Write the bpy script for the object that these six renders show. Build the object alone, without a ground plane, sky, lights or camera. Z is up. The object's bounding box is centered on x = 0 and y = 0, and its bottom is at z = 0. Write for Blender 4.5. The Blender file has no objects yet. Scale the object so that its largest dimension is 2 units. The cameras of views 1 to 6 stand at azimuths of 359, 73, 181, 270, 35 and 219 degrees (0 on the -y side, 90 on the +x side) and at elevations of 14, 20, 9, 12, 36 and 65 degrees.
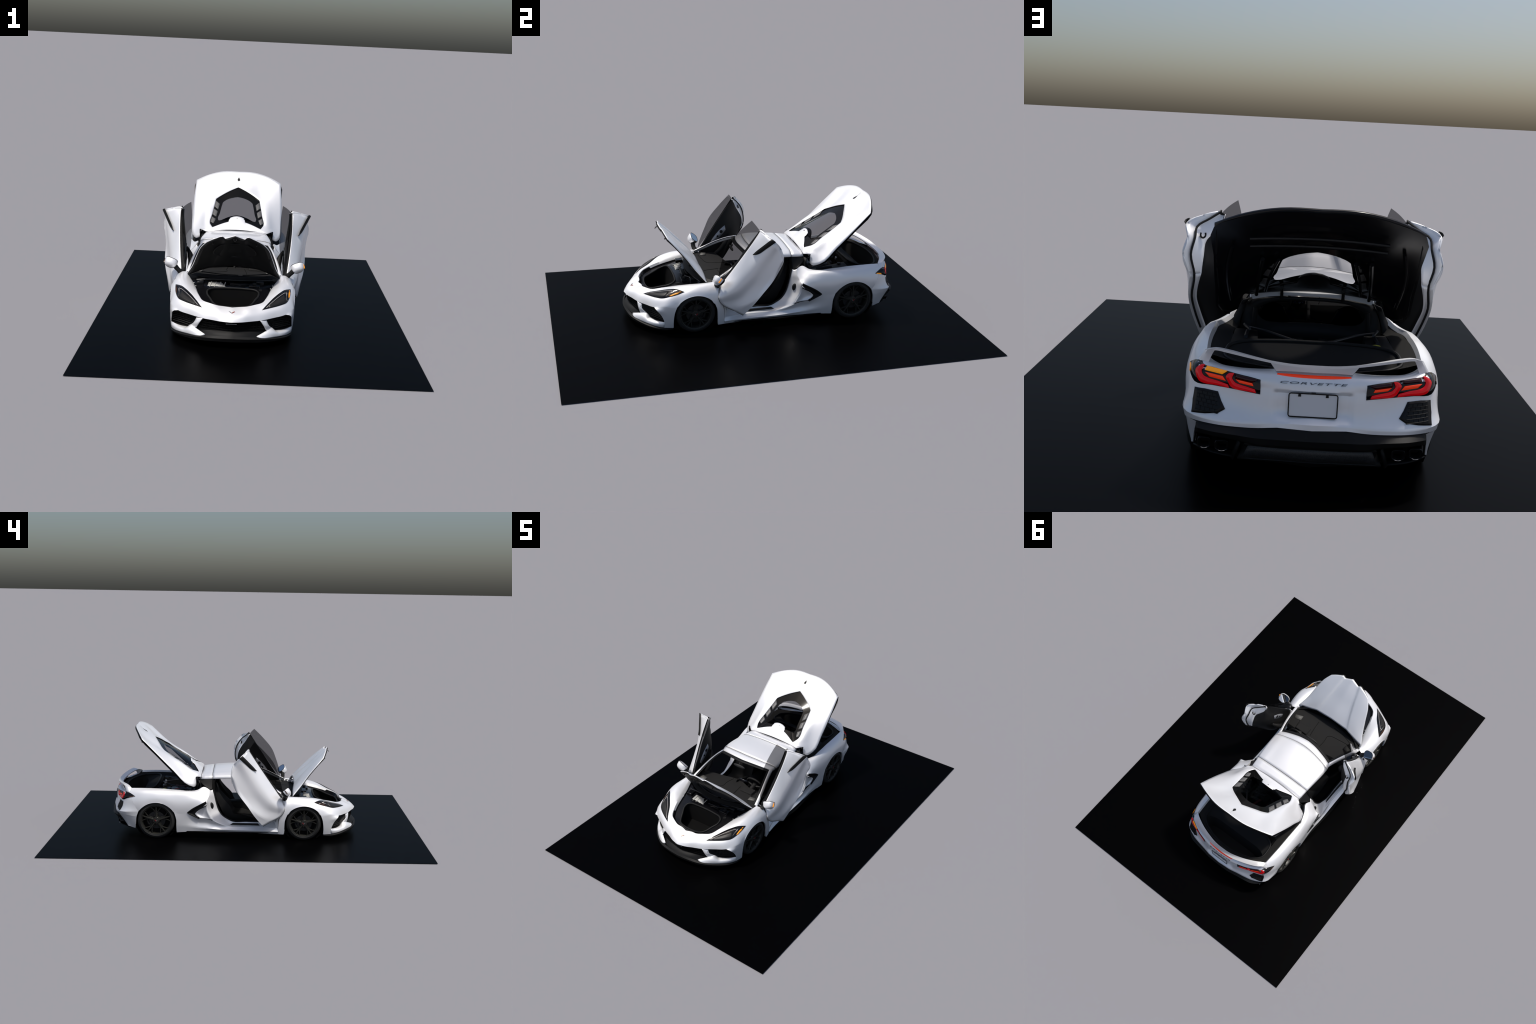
import bpy, bmesh, math, random
import numpy as np
from mathutils import Vector

random.seed(7)
V = lambda *a: np.array(a, float)

# ------------------------------------------------------------------ materials
def material(name, color, rough=0.5, metal=0.0, coat=0.0, coat_rough=0.03, spec=0.5,
             vary=0.0, scale=60.0, bump=0.0, emit=0.0):
    m = bpy.data.materials.new(name); m.use_nodes = True
    nt = m.node_tree; b = nt.nodes["Principled BSDF"]
    b.inputs["Base Color"].default_value = (*color, 1)
    b.inputs["Roughness"].default_value = rough
    b.inputs["Metallic"].default_value = metal
    b.inputs["Coat Weight"].default_value = coat
    b.inputs["Coat Roughness"].default_value = coat_rough
    b.inputs["Specular IOR Level"].default_value = spec
    if emit:
        b.inputs["Emission Color"].default_value = (*color, 1)
        b.inputs["Emission Strength"].default_value = emit
    if vary or bump:
        tc = nt.nodes.new("ShaderNodeTexCoord"); n = nt.nodes.new("ShaderNodeTexNoise")
        n.inputs["Scale"].default_value = scale; n.inputs["Detail"].default_value = 4
        nt.links.new(tc.outputs["Object"], n.inputs["Vector"])
        if vary:
            r = nt.nodes.new("ShaderNodeValToRGB")
            r.color_ramp.elements[0].color = (*[c * (1 - vary) for c in color], 1)
            r.color_ramp.elements[1].color = (*[min(1, c * (1 + vary)) for c in color], 1)
            nt.links.new(n.outputs["Fac"], r.inputs["Fac"])
            nt.links.new(r.outputs["Color"], b.inputs["Base Color"])
        if bump:
            bp = nt.nodes.new("ShaderNodeBump"); bp.inputs["Strength"].default_value = bump
            bp.inputs["Distance"].default_value = 0.001
            nt.links.new(n.outputs["Fac"], bp.inputs["Height"]); nt.links.new(bp.outputs["Normal"], b.inputs["Normal"])
    return m

def tinted_glass(name, tint):
    m = bpy.data.materials.new(name); m.use_nodes = True
    nt = m.node_tree; nt.nodes.clear()
    out = nt.nodes.new("ShaderNodeOutputMaterial"); mix = nt.nodes.new("ShaderNodeMixShader")
    tr = nt.nodes.new("ShaderNodeBsdfTransparent"); gl = nt.nodes.new("ShaderNodeBsdfGlossy")
    lw = nt.nodes.new("ShaderNodeLayerWeight"); lw.inputs["Blend"].default_value = 0.5
    fr = nt.nodes.new("ShaderNodeMath"); fr.operation = 'POWER'; fr.inputs[1].default_value = 5.0
    nt.links.new(lw.outputs["Facing"], fr.inputs[0])
    tr.inputs["Color"].default_value = (*tint, 1); gl.inputs["Roughness"].default_value = 0.02
    nt.links.new(fr.outputs[0], mix.inputs[0]); nt.links.new(tr.outputs[0], mix.inputs[1])
    nt.links.new(gl.outputs[0], mix.inputs[2]); nt.links.new(mix.outputs[0], out.inputs[0])
    return m

def perforated(name, light, dark, scale):
    """fine metal mesh: light wires over dark holes"""
    m = bpy.data.materials.new(name); m.use_nodes = True
    nt = m.node_tree; b = nt.nodes["Principled BSDF"]
    tc = nt.nodes.new("ShaderNodeTexCoord"); vo = nt.nodes.new("ShaderNodeTexVoronoi")
    vo.inputs["Scale"].default_value = scale
    r = nt.nodes.new("ShaderNodeValToRGB")
    r.color_ramp.elements[0].position = 0.25; r.color_ramp.elements[0].color = (*dark, 1)
    r.color_ramp.elements[1].position = 0.5; r.color_ramp.elements[1].color = (*light, 1)
    nt.links.new(tc.outputs["Object"], vo.inputs["Vector"]); nt.links.new(vo.outputs["Distance"], r.inputs["Fac"])
    nt.links.new(r.outputs["Color"], b.inputs["Base Color"])
    b.inputs["Roughness"].default_value = 0.45
    return m

PAINT = material("white_car_paint", (0.92, 0.92, 0.93), 0.48, 0.45, 0.5, 0.03, vary=0.01, scale=200)
BLACK = material("black_plastic", (0.009, 0.009, 0.009), 0.55, spec=0.2, vary=0.15, scale=120)
SATIN = material("satin_black_trim", (0.013, 0.013, 0.013), 0.55, spec=0.2, vary=0.15, scale=90)
GLOSSY = material("gloss_black_liner", (0.004, 0.004, 0.005), 0.26, spec=0.35, vary=0.1)
DARK = material("dark_cavity", (0.004, 0.004, 0.004), 0.8, spec=0.1, vary=0.2)
RUBBER = material("tyre_rubber", (0.020, 0.020, 0.019), 0.75, spec=0.3, vary=0.2, scale=80, bump=0.2)
RIM = material("graphite_rim", (0.026, 0.026, 0.022), 0.4, 0.3, vary=0.1)
CARPET = material("bay_carpet", (0.020, 0.0195, 0.0185), 0.9, spec=0.15, vary=0.25, scale=500, bump=0.3)
LEATHER = material("black_leather", (0.010, 0.0098, 0.0095), 0.6, spec=0.25, vary=0.2, scale=150, bump=0.2)
DASH = material("dashboard_vinyl", (0.014, 0.0138, 0.0135), 0.8, spec=0.2, vary=0.15, scale=200, bump=0.2)
LENS = material("smoked_lens", (0.005, 0.005, 0.0055), 0.12, spec=0.4)
HEADINNER = material("headlight_reflector", (0.016, 0.015, 0.014), 0.4, spec=0.3)
STRIP = material("silver_light_strip", (0.45, 0.42, 0.40), 0.3, 0.3)
AMBER = material("lit_amber_lens", (0.80, 0.29, 0.012), 0.3, spec=0.4, emit=.35)
AMBER_OFF = material("unlit_amber_lens", (0.05, 0.018, 0.005), 0.2, spec=0.5)
RED = material("lit_red_lens", (0.50, 0.004, 0.008), 0.2, spec=0.4, emit=.28)
ORANGE = material("lit_orange_lens", (0.70, 0.040, 0.008), 0.25, spec=0.4, emit=.35)
DEEPRED = material("deep_red_lens", (0.03, 0.002, 0.003), 0.15, spec=0.4)
CHROME = material("chrome", (0.75, 0.75, 0.76), 0.12, 1.0)
STEEL = material("brushed_steel", (0.35, 0.35, 0.36), 0.35, 0.8, vary=0.15, scale=300)
MIRROR = material("mirror_glass", (0.62, 0.66, 0.72), 0.05, 1.0)
PLATE = material("plate_white", (0.78, 0.78, 0.79), 0.4, vary=0.02)
FRAME_BLACK = material("window_frame_black", (0.005, 0.005, 0.005), 0.10, spec=0.15)
DULL_RED = material("dull_red", (.08, .008, .01), .5)
BADGE_RED = material("badge_red", (0.35, 0.03, 0.03), 0.3)
BADGE_GOLD = material("badge_gold", (0.6, 0.4, 0.15), 0.35, 0.6)
YELLOW = material("yellow_cap_mark", (0.45, 0.42, 0.05), 0.5)
BOLT = material("bright_bolt", (0.8, 0.78, 0.72), 0.3, 0.7)
GLASS = tinted_glass("tinted_glass", (0.26, 0.26, 0.265))
GLASS_LIGHT = tinted_glass("rear_window_glass", (0.42, 0.42, 0.43))
MESH_LIGHT = perforated("louver_mesh", (0.15, 0.147, 0.143), (0.035, 0.035, 0.035), 520)
MESH_DARK = perforated("dark_mesh", (0.035, 0.035, 0.036), (0.006, 0.006, 0.006), 500)
LABEL = perforated("silver_mesh_panel", (0.55, 0.54, 0.50), (0.16, 0.16, 0.15), 380)
SCREEN = material("screen_glass", (0.006, 0.006, 0.009), 0.1, coat=0.6)
SCREEN_ICON = material("screen_icon", (0.03, 0.03, 0.16), 0.3)
SHEET = material("glossy_black_sheet", (0.0008, 0.0008, 0.001), 0.36, spec=0.025, vary=0.1, scale=6)

# ------------------------------------------------------------------ geometry helpers
def refine(P, m, sharp=()):
    """interpolating cubic through control points along axis 0, m samples per span; sharp = corner indices"""
    P = np.asarray(P, float); k = len(P)
    if m <= 1 or k < 2: return P
    d = P[1:] - P[:-1]
    L = np.sqrt((d ** 2).sum(-1, keepdims=True))
    L = np.maximum(L, 1e-6)
    s = d / L
    def inner(i): return (s[i - 1] * L[i] + s[i] * L[i - 1]) / (L[i - 1] + L[i])
    out = []
    for i in range(k - 1):
        a_end = i == 0 or i in sharp; b_end = i == k - 2 or (i + 1) in sharp
        ta = None if a_end else inner(i)
        tb = None if b_end else inner(i + 1)
        if ta is None and tb is None: ta = tb = s[i]
        elif ta is None: ta = 1.5 * s[i] - 0.5 * tb
        elif tb is None: tb = 1.5 * s[i] - 0.5 * ta
        for j in range(m):
            t = j / m
            h1 = 2 * t ** 3 - 3 * t ** 2 + 1; h2 = t ** 3 - 2 * t ** 2 + t
            h3 = -2 * t ** 3 + 3 * t ** 2; h4 = t ** 3 - t ** 2
            out.append(h1 * P[i] + h2 * L[i] * ta + h3 * P[i + 1] + h4 * L[i] * tb)
    out.append(P[-1])
    return np.array(out)

class Geo:
    def __init__(self): self.v = []; self.f = []; self.m = []
    def add(self, verts, faces, mi=0):
        o = len(self.v); self.v += [tuple(map(float, p)) for p in verts]
        self.f += [tuple(i + o for i in f) for f in faces]; self.m += [mi] * len(faces); return self
    def patch(self, rows, mr=4, mc=4, sr=(), sc=(), mi=0, face=None, back=False):
        """lofted surface through a control grid rows x cols. face = direction it looks at"""
        G = np.array(rows, float)
        G = refine(G, mr, sr)
        G = np.swapaxes(refine(np.swapaxes(G, 0, 1), mc, sc), 0, 1)
        R, C = G.shape[:2]
        q = [(r * C + c, r * C + c + 1, (r + 1) * C + c + 1, (r + 1) * C + c) for r in range(R - 1) for c in range(C - 1)]
        n = np.cross(G[:-1, 1:] - G[:-1, :-1], G[1:, :-1] - G[:-1, :-1])
        if face is None:
            w = G[:-1, :-1] - V(0, 0, 0.1); w[..., 1] *= 0.3
        else: w = np.broadcast_to(V(*face), n.shape)
        if ((n * w).sum() < 0) != back: q = [f[::-1] for f in q]
        self.add(G.reshape(-1, 3), q, mi); return self
    def box(self, c, s, mi=0, taper=1.0, rot=None):
        c = V(*c); h = V(*s) / 2
        vs = []
        for z in (-1, 1):
            k = taper if z > 0 else 1
            for x, y in ((-1, -1), (1, -1), (1, 1), (-1, 1)): vs.append(V(x * h[0] * k, y * h[1] * k, z * h[2]))
        if rot is not None: vs = [rot @ p for p in vs]
        self.add([c + p for p in vs], [(3, 2, 1, 0), (4, 5, 6, 7), (0, 1, 5, 4), (1, 2, 6, 5), (2, 3, 7, 6), (3, 0, 4, 7)], mi); return self
    def tube(self, pts, r, n=8, m=4, mi=0, closed=False, sharp=()):
        P = np.array(pts, float)
        if closed: P = np.vstack([P, P[:1]])
        P = refine(P, m, sharp); k = len(P)
        if closed: P = P[:-1]; k -= 1
        rr = np.broadcast_to(np.asarray(r, float), (k,)) if np.ndim(r) == 0 else np.interp(np.linspace(0, 1, k), np.linspace(0, 1, len(r)), r)
        up = V(0.13, 0.31, 0.94); vs = []
        for i in range(k):
            if closed: t = P[(i + 1) % k] - P[i - 1]
            else: t = P[min(i + 1, k - 1)] - P[max(i - 1, 0)]
            t = t / (np.linalg.norm(t) + 1e-9); a = np.cross(t, up)
            if np.linalg.norm(a) < 1e-3: a = np.cross(t, V(1, 0, 0))
            a /= np.linalg.norm(a); b = np.cross(t, a)
            for j in range(n):
                w = 2 * math.pi * j / n; vs.append(P[i] + rr[i] * (math.cos(w) * a + math.sin(w) * b))
        fs = []
        for i in range(k if closed else k - 1):
            for j in range(n):
                i2 = (i + 1) % k; fs.append((i * n + j, i * n + (j + 1) % n, i2 * n + (j + 1) % n, i2 * n + j))
        if not closed: fs += [tuple(range(n))[::-1], tuple((k - 1) * n + j for j in range(n))]
        self.add(vs, [f[::-1] for f in fs], mi); return self
    def prism(self, poly, depth, mi=0):
        """polygon (3D, planar-ish) pushed along vector depth, closed"""
        P = [V(*p) for p in poly]; D = V(*depth); k = len(P)
        fs = [tuple(range(k)), tuple(range(2 * k - 1, k - 1, -1))]
        fs += [(i, i + k, (i + 1) % k + k, (i + 1) % k) for i in range(k)]
        self.add(P + [p + D for p in P], fs, mi); return self
    def lathe(self, prof, n=64, axis='x', mi=0, c=(0, 0, 0)):
        """profile list of (along axis, radius)"""
        vs = []; k = len(prof)
        for j in range(n):
            w = 2 * math.pi * j / n
            for a, r in prof: vs.append((a + c[0], r * math.cos(w) + c[1], r * math.sin(w) + c[2]))
        fs = [(j * k + i, j * k + i + 1, ((j + 1) % n) * k + i + 1, ((j + 1) % n) * k + i) for j in range(n) for i in range(k - 1)]
        self.add(vs, fs, mi); return self
    def ball(self, c, r, mi=0, n=10):
        r = V(*r) if np.ndim(r) else V(r, r, r); vs = []; fs = []
        for i in range(n + 1):
            for j in range(2 * n):
                a = math.pi * i / n; w = math.pi * j / n
                vs.append(V(*c) + r * V(math.sin(a) * math.cos(w), math.sin(a) * math.sin(w), math.cos(a)))
        for i in range(n):
            for j in range(2 * n):
                fs.append((i * 2 * n + j, (i + 1) * 2 * n + j, (i + 1) * 2 * n + (j + 1) % (2 * n), i * 2 * n + (j + 1) % (2 * n)))
        self.add(vs, fs, mi); return self
    def merge(self, g): 
        o = len(self.v); self.v += g.v; self.f += [tuple(i + o for i in f) for f in g.f]; self.m += g.m; return self
    def mirror(self):
        g = Geo(); g.v = [(-x, y, z) for x, y, z in self.v]; g.f = [f[::-1] for f in self.f]; g.m = list(self.m); return g
    def whole(self): return Geo().merge(self).merge(self.mirror())
    def map(self, fn): self.v = [tuple(fn(V(*p))) for p in self.v]; return self

def make(name, g, mats, parent, angle=38, solid=0, solid_mat=0, recalc=False, bevel=0, weld=3e-4, kind=None):
    me = bpy.data.meshes.new(name)
    me.from_pydata(g.v, [], g.f)
    for m in (mats if isinstance(mats, (list, tuple)) else [mats]): me.materials.append(m)
    me.polygons.foreach_set("material_index", g.m)
    bm = bmesh.new(); bm.from_mesh(me)
    if weld: bmesh.ops.remove_doubles(bm, verts=bm.verts, dist=weld)
    bmesh.ops.dissolve_degenerate(bm, edges=bm.edges, dist=1e-6)
    if recalc: bmesh.ops.recalc_face_normals(bm, faces=bm.faces)
    bm.to_mesh(me); bm.free()
    me.polygons.foreach_set("use_smooth", [True] * len(me.polygons))
    me.set_sharp_from_angle(angle=math.radians(angle))
    o = bpy.data.objects.new(name, me); bpy.context.collection.objects.link(o)
    if parent: o.parent = parent
    if bevel:
        b = o.modifiers.new("edge", 'BEVEL'); b.width = bevel; b.segments = 2; b.limit_method = 'ANGLE'; b.angle_limit = math.radians(35)
    if solid:
        s = o.modifiers.new("thickness", 'SOLIDIFY'); s.thickness = solid; s.offset = -1
        if solid_mat: s.material_offset = solid_mat; s.material_offset_rim = 0
    if kind: o["kind"] = kind
    return o

def pair(name, g, mats, parent, **k):
    """right-hand part and its mirror image; parent may be one object or (right, left)"""
    pr, pl = parent if isinstance(parent, tuple) else (parent, parent)
    return make(name, g, mats, pr, **k), make(name, g.mirror(), mats, pl, **k)

from mathutils.bvhtree import BVHTree
class Skin:
    """surface that other pieces are laid on"""
    def __init__(self, g): self.t = BVHTree.FromPolygons(g.v, g.f)
    def at(self, p, d, lift=0.0):
        """shoot from p against direction d onto the skin, lift along its normal"""
        d = V(*d) / np.linalg.norm(d); p = V(*p)
        h, n, i, k = self.t.ray_cast(Vector(p + d * .06), Vector(-d), .14)
        if h is None:
            h, n, i, k = self.t.find_nearest(Vector(p))
        n = V(*n)
        if n @ d < 0: n = -n
        return V(*h) + n * lift
def inlay(skin, poly, d, lift=.0015, n=5, rings=(1, .72, .4), mi=0, g=None, crown=0.0):
    """polygon of 3D points laid on a skin, filled with concentric rings"""
    g = g or Geo(); P = []
    poly = [V(*p) for p in poly]
    for a, b in zip(poly, poly[1:] + poly[:1]):
        for t in range(n): P.append(lerp(a, b, t / n))
    c = sum(P) / len(P); k = len(P); vs = []
    for r in rings: vs += [skin.at(c + (p - c) * r, d, lift + crown * (1 - r)) for p in P]
    vs.append(skin.at(c, d, lift + crown))
    fs = []
    for q in range(len(rings) - 1): fs += [(q * k + i, q * k + (i + 1) % k, (q + 1) * k + (i + 1) % k, (q + 1) * k + i) for i in range(k)]
    q = len(rings) - 1; fs += [(q * k + i, q * k + (i + 1) % k, len(vs) - 1) for i in range(k)]
    a, b, cc = vs[0], vs[n], vs[-1]
    if np.cross(b - a, cc - a) @ V(*d) < 0: fs = [f[::-1] for f in fs]
    g.add(vs, fs, mi); return g
def ribbon(skin, A, B, d, lift, m=5, g=None):
    g = g or Geo(); A = refine(np.array([V(*p) for p in A]), m); B = refine(np.array([V(*p) for p in B]), m)
    g.patch([[skin.at(p, d, lift) for p in A], [skin.at(lerp(p, q, .5), d, lift) for p, q in zip(A, B)], [skin.at(p, d, lift) for p in B]], 1, 1, face=d); return g

def shell(g, names, mat, parent, angle=40, weld=8e-4):
    """one smooth skin cut into named parts: region = material index, left and right apart where asked.
    names: region -> (name, one object across the car?)"""
    me = bpy.data.meshes.new("shell"); me.from_pydata(g.v, [], g.f); me.polygons.foreach_set("material_index", g.m)
    bm = bmesh.new(); bm.from_mesh(me); bmesh.ops.remove_doubles(bm, verts=bm.verts, dist=weld)
    bmesh.ops.dissolve_degenerate(bm, edges=bm.edges, dist=1e-6); bm.to_mesh(me); bm.free()
    me.polygons.foreach_set("use_smooth", [True] * len(me.polygons)); me.set_sharp_from_angle(angle=math.radians(angle))
    cn = [tuple(n.vector) for n in me.corner_normals]; groups = {}
    for p in me.polygons:
        nm, whole = names[p.material_index]
        groups.setdefault((nm, 0 if whole else (1 if p.center.x > 0 else -1)), []).append(p.index)
    out = []
    for (nm, side), ps in sorted(groups.items(), key=lambda k: (k[0][0], -k[0][1])):
        idx = {}; vs = []; fs = []; ns = []
        for i in ps:
            p = me.polygons[i]; f = []
            for li in p.loop_indices:
                v = me.loops[li].vertex_index
                if v not in idx: idx[v] = len(vs); vs.append(tuple(me.vertices[v].co))
                f.append(idx[v]); ns.append(cn[li])
            fs.append(f)
        m2 = bpy.data.meshes.new(nm); m2.from_pydata(vs, [], fs); m2.materials.append(mat)
        m2.polygons.foreach_set("use_smooth", [True] * len(fs)); m2.normals_split_custom_set(ns)
        o = bpy.data.objects.new(nm, m2); bpy.context.collection.objects.link(o); o.parent = parent; out.append(o)
    bpy.data.meshes.remove(me); return out

def lerp(a, b, t): return V(*a) * (1 - t) + V(*b) * t
def offset(pts, d): return [V(*p) + V(*d) for p in pts]

# ------------------------------------------------------------------ roots
car = bpy.data.objects.new("sports_car", None); bpy.context.collection.objects.link(car)
car.location = (-0.0843, 0, 0.0002); car.rotation_euler = (0, 0, 0.004)
car["label"] = "white mid-engine sports car with doors, hood and engine cover open"
car["category"] = "car"

g = Geo().box((0, 0, 0.0002), (1.433, 2.0, 0.0004))
sheet = make("ground_sheet", g, SHEET, None, weld=0)
sheet["label"] = "flat glossy black rectangular sheet under the car"; sheet["category"] = "floor sheet"

# ================================================================== FRONT END
# control columns from the nose centre round the fender to the windshield foot;
# each runs from the hood opening outward to the bumper lip / wheel arch
def arch(cy, cz, r, deg, x): return V(x, cy + 1.065 * r * math.cos(math.radians(deg)), cz + r * math.sin(math.radians(deg)))
FY, FZ, FR = -0.3505, 0.0925, 0.0978
RY, RZ, RR = 0.4395, 0.0985, 0.1008
front = [
    [(0, -.581, .168), (0, -.611, .1555), (0, -.636, .141), (0, -.651, .124)],
    [(.043, -.5695, .1690), (.046, -.602, .1565), (.048, -.626, .142), (.050, -.637, .1225)],
    [(.056, -.5705, .1705), (.064, -.596, .1605), (.070, -.616, .144), (.074, -.625, .1220)],
    [(.100, -.555, .1765), (.112, -.573, .164), (.120, -.592, .147), (.124, -.604, .1225)],
    [(.127, -.538, .180), (.155, -.553, .170), (.172, -.566, .152), (.180, -.572, .126)],
    [(.150, -.493, .192), (.192, -.515, .183), (.222, -.530, .164), (.234, -.541, .133)],
    [(.163, -.455, .2005), (.214, -.468, .203), (.252, -.480, .178), (.270, -.492, .146)],
    [(.172, -.420, .207), (.224, -.425, .217), (.261, -.430, .192), arch(FY, FZ, FR, 150, .277)],
    [(.177, -.402, .2095), (.228, -.405, .2213), (.2637, -.408, .2000), arch(FY, FZ, FR, 134, .2785)],
    [(.182, -.385, .212), (.231, -.385, .225), (.266, -.387, .206), arch(FY, FZ, FR, 118, .2795)],
    [(.192, -.350, .2165), (.235, -.350, .228), (.267, -.350, .211), arch(FY, FZ, FR, 90, .280)],
    [(.205, -.315, .2225), (.238, -.315, .229), (.267, -.314, .209), arch(FY, FZ, FR, 62, .280)],
    [(.2105, -.300, .2253), (.239, -.299, .2292), (.2666, -.296, .2073), arch(FY, FZ, FR, 47, .2795)],
    [(.216, -.285, .228), (.240, -.283, .229), (.266, -.278, .205), arch(FY, FZ, FR, 32, .279)],
    [(.221, -.262, .231), (.242, -.256, .2275), (.263, -.249, .2115), (.277, -.240, .165)],
]
nose_cols = front[:8]; fender_cols = front[7:]
def cols(c): return [list(r) for r in zip(*c)]
lip_line = refine(np.array([c[3] for c in front], float), 5)
hood_line = [c[0] for c in front]
clip = Geo()
fullc = np.swapaxes(refine(np.swapaxes(np.array(cols(front), float), 0, 1), 5), 0, 1)      # refine along the car first
clip.patch(fullc[:, :36], 5, 1, mi=0).patch(fullc[:, 35:], 5, 1, mi=1)
def under(top, rows, m, **k):
    """patch hanging from an already refined edge"""
    rr = [refine(np.array([V(*p) for p in r]), m) for r in rows]; clip.patch([top] + rr, 5, 1, **k)
# bumper side between corner intake and arch
under(lip_line[25:36], [
    [(.254, -.536, .128), (.271, -.492, .128), (.2765, -.4505, .115)],
    [(.263, -.512, .098), (.272, -.482, .095), (.275, -.4555, .085)],
    [(.2655, -.499, .066), (.271, -.476, .062), (.273, -.457, .058)],
    [(.262, -.500, .036), (.268, -.475, .036), (.270, -.456, .035)]], 5, mi=0)
# panel behind the wheel
under(lip_line[65:71], [
    [(.279, -.2490, .110), (.274, -.219, .118)],
    [(.278, -.2465, .075), (.272, -.2145, .080)],
    [(.276, -.245, .034), (.270, -.2125, .046)]], 5, mi=1)
# folded edge round the hood opening
fold = fullc[0]
clip.patch([fold, fold * V(.97, 1, 1) + V(-.002, .004, -.010)], 1, 1, mi=0, face=(-1, .3, .3))
fender = Geo()
# rolled arch lip, turned inward
lip = [(.270, -.456, .035), (.273, -.457, .058), (.275, -.4555, .085), (.2765, -.4505, .115)] + [front[i][3] for i in range(7, 14)] + \
      [(.279, -.2490, .110), (.278, -.2465, .075), (.276, -.245, .034)]
fender.patch([lip, [V(*p) * V(0, 1, 1) + V(p[0] - .014, 0, 0) for p in lip]], 1, 5, face=(0, 0, -1))
pair("arch_lip", fender, PAINT, car, solid=0.002)
shell(clip.whole(), {0: ("nose_panel", True), 1: ("fender", False)}, PAINT, car)

# wheel wells
def well(cy, cz, r, x0, x1):
    gg = Geo(); a = [arch(cy, cz, r, d, 0) for d in range(-50, 231, 14)]
    gg.patch([[p + V(x1, 0, 0) for p in a], [p + V(x0, 0, 0) for p in a]], 1, 1, face=(0, 0, -1))
    gg.add([p + V(x0, 0, 0) for p in a], [tuple(range(len(a)))])
    return gg
pair("wheel_well", well(FY, FZ, .104, .17, .266), DARK, car, solid=0)
pair("wheel_well", well(RY, RZ, .108, .15, .262), DARK, car, solid=0)

# lower white blade: upright between grille and corner intake, then sweeping out along the bottom
blade = Geo().patch([
    [(.124, -.604, .122), (.137, -.595, .121), (.151, -.586, .119)],
    [(.139, -.602, .098), (.149, -.598, .098), (.160, -.588, .100)],
    [(.152, -.594, .074), (.163, -.585, .076), (.176, -.566, .080)]], 4, 4, face=(0, -1, 0.2))
blade.patch([
    [(.110, -.623, .057), (.152, -.594, .074), (.176, -.566, .080), (.187, -.552, .064), (.225, -.531, .062), (.2655, -.499, .066)],
    [(.118, -.6265, .0535), (.158, -.606, .062), (.188, -.587, .062), (.208, -.568, .056), (.240, -.538, .054), (.267, -.499, .052)],
    [(.131, -.627, .048), (.165, -.608, .047), (.192, -.588, .045), (.215, -.567, .043), (.243, -.536, .039), (.262, -.500, .036)]],
    5, 5, sc=(1, 3), face=(0, -1, 0.3))
pair("bumper_blade", blade, PAINT, car, solid=0.005)

# splitter lip and chin
sp = Geo()
top = [(0, -.650, .060), (.060, -.642, .058), (.125, -.624, .053), (.19, -.586, .044), (.243, -.534, .037), (.266, -.490, .034), (.268, -.458, .033)]
mid = [(0, -.656, .052), (.060, -.650, .050), (.131, -.633, .047), (.195, -.592, .039), (.248, -.536, .032), (.268, -.490, .029), (.269, -.458, .029)]
bot = [(0, -.652, .036), (.060, -.646, .035), (.131, -.630, .033), (.195, -.588, .028), (.246, -.532, .024), (.266, -.490, .024), (.267, -.458, .026)]
inn = [(p[0] * .9, p[1] + .07, .026) for p in bot]
sp.patch([top, mid, bot, inn], 3, 5, sr=(1, 2), face=(0, -1, .1))
sp.patch([[(0, -.625, .082), (.07, -.612, .078), (.12, -.597, .074), (.150, -.584, .070)],
          [(0, -.641, .070), (.07, -.630, .066), (.11, -.612, .060), (.140, -.590, .060)],
          [(0, -.650, .060), (.060, -.641, .057), (.105, -.624, .051), (.140, -.600, .045)]], 3, 5, face=(0, -1, .5))
make("splitter", sp.whole(), BLACK, car)

# centre grille: recessed mouth with bars
gr = Geo()
gr.patch([[(0, -.645, .122), (.06, -.629, .120), (.124, -.604, .121)],
          [(0, -.632, .117), (.06, -.619, .115), (.130, -.596, .116)],
          [(0, -.632, .078), (.07, -.618, .074), (.150, -.590, .071)]], 3, 4, face=(0, -1, 0))
make("grille", gr.whole(), DARK, car)
gb = Geo()
for z, w in ((.084, .144), (.094, .139), (.104, .132), (.113, .126)):
    gb.tube([(-w, -.594, z), (-.06, -.621, z + .001), (0, -.635, z + .002), (.06, -.621, z + .001), (w, -.594, z)], .0014, 6, 3)
for i in range(-9, 10):
    x = i * .0135; gb.tube([(x, -.634 + abs(x) * .25, .080), (x, -.635 + abs(x) * .25, .117)], .0009, 5, 1)
make("grille_bars", gb, DARK, car, kind="stuff")
nm = Geo().box((0, -.643, .114), (.046, .002, .0028)); make("grille_nameplate", nm, STEEL, car)

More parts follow.
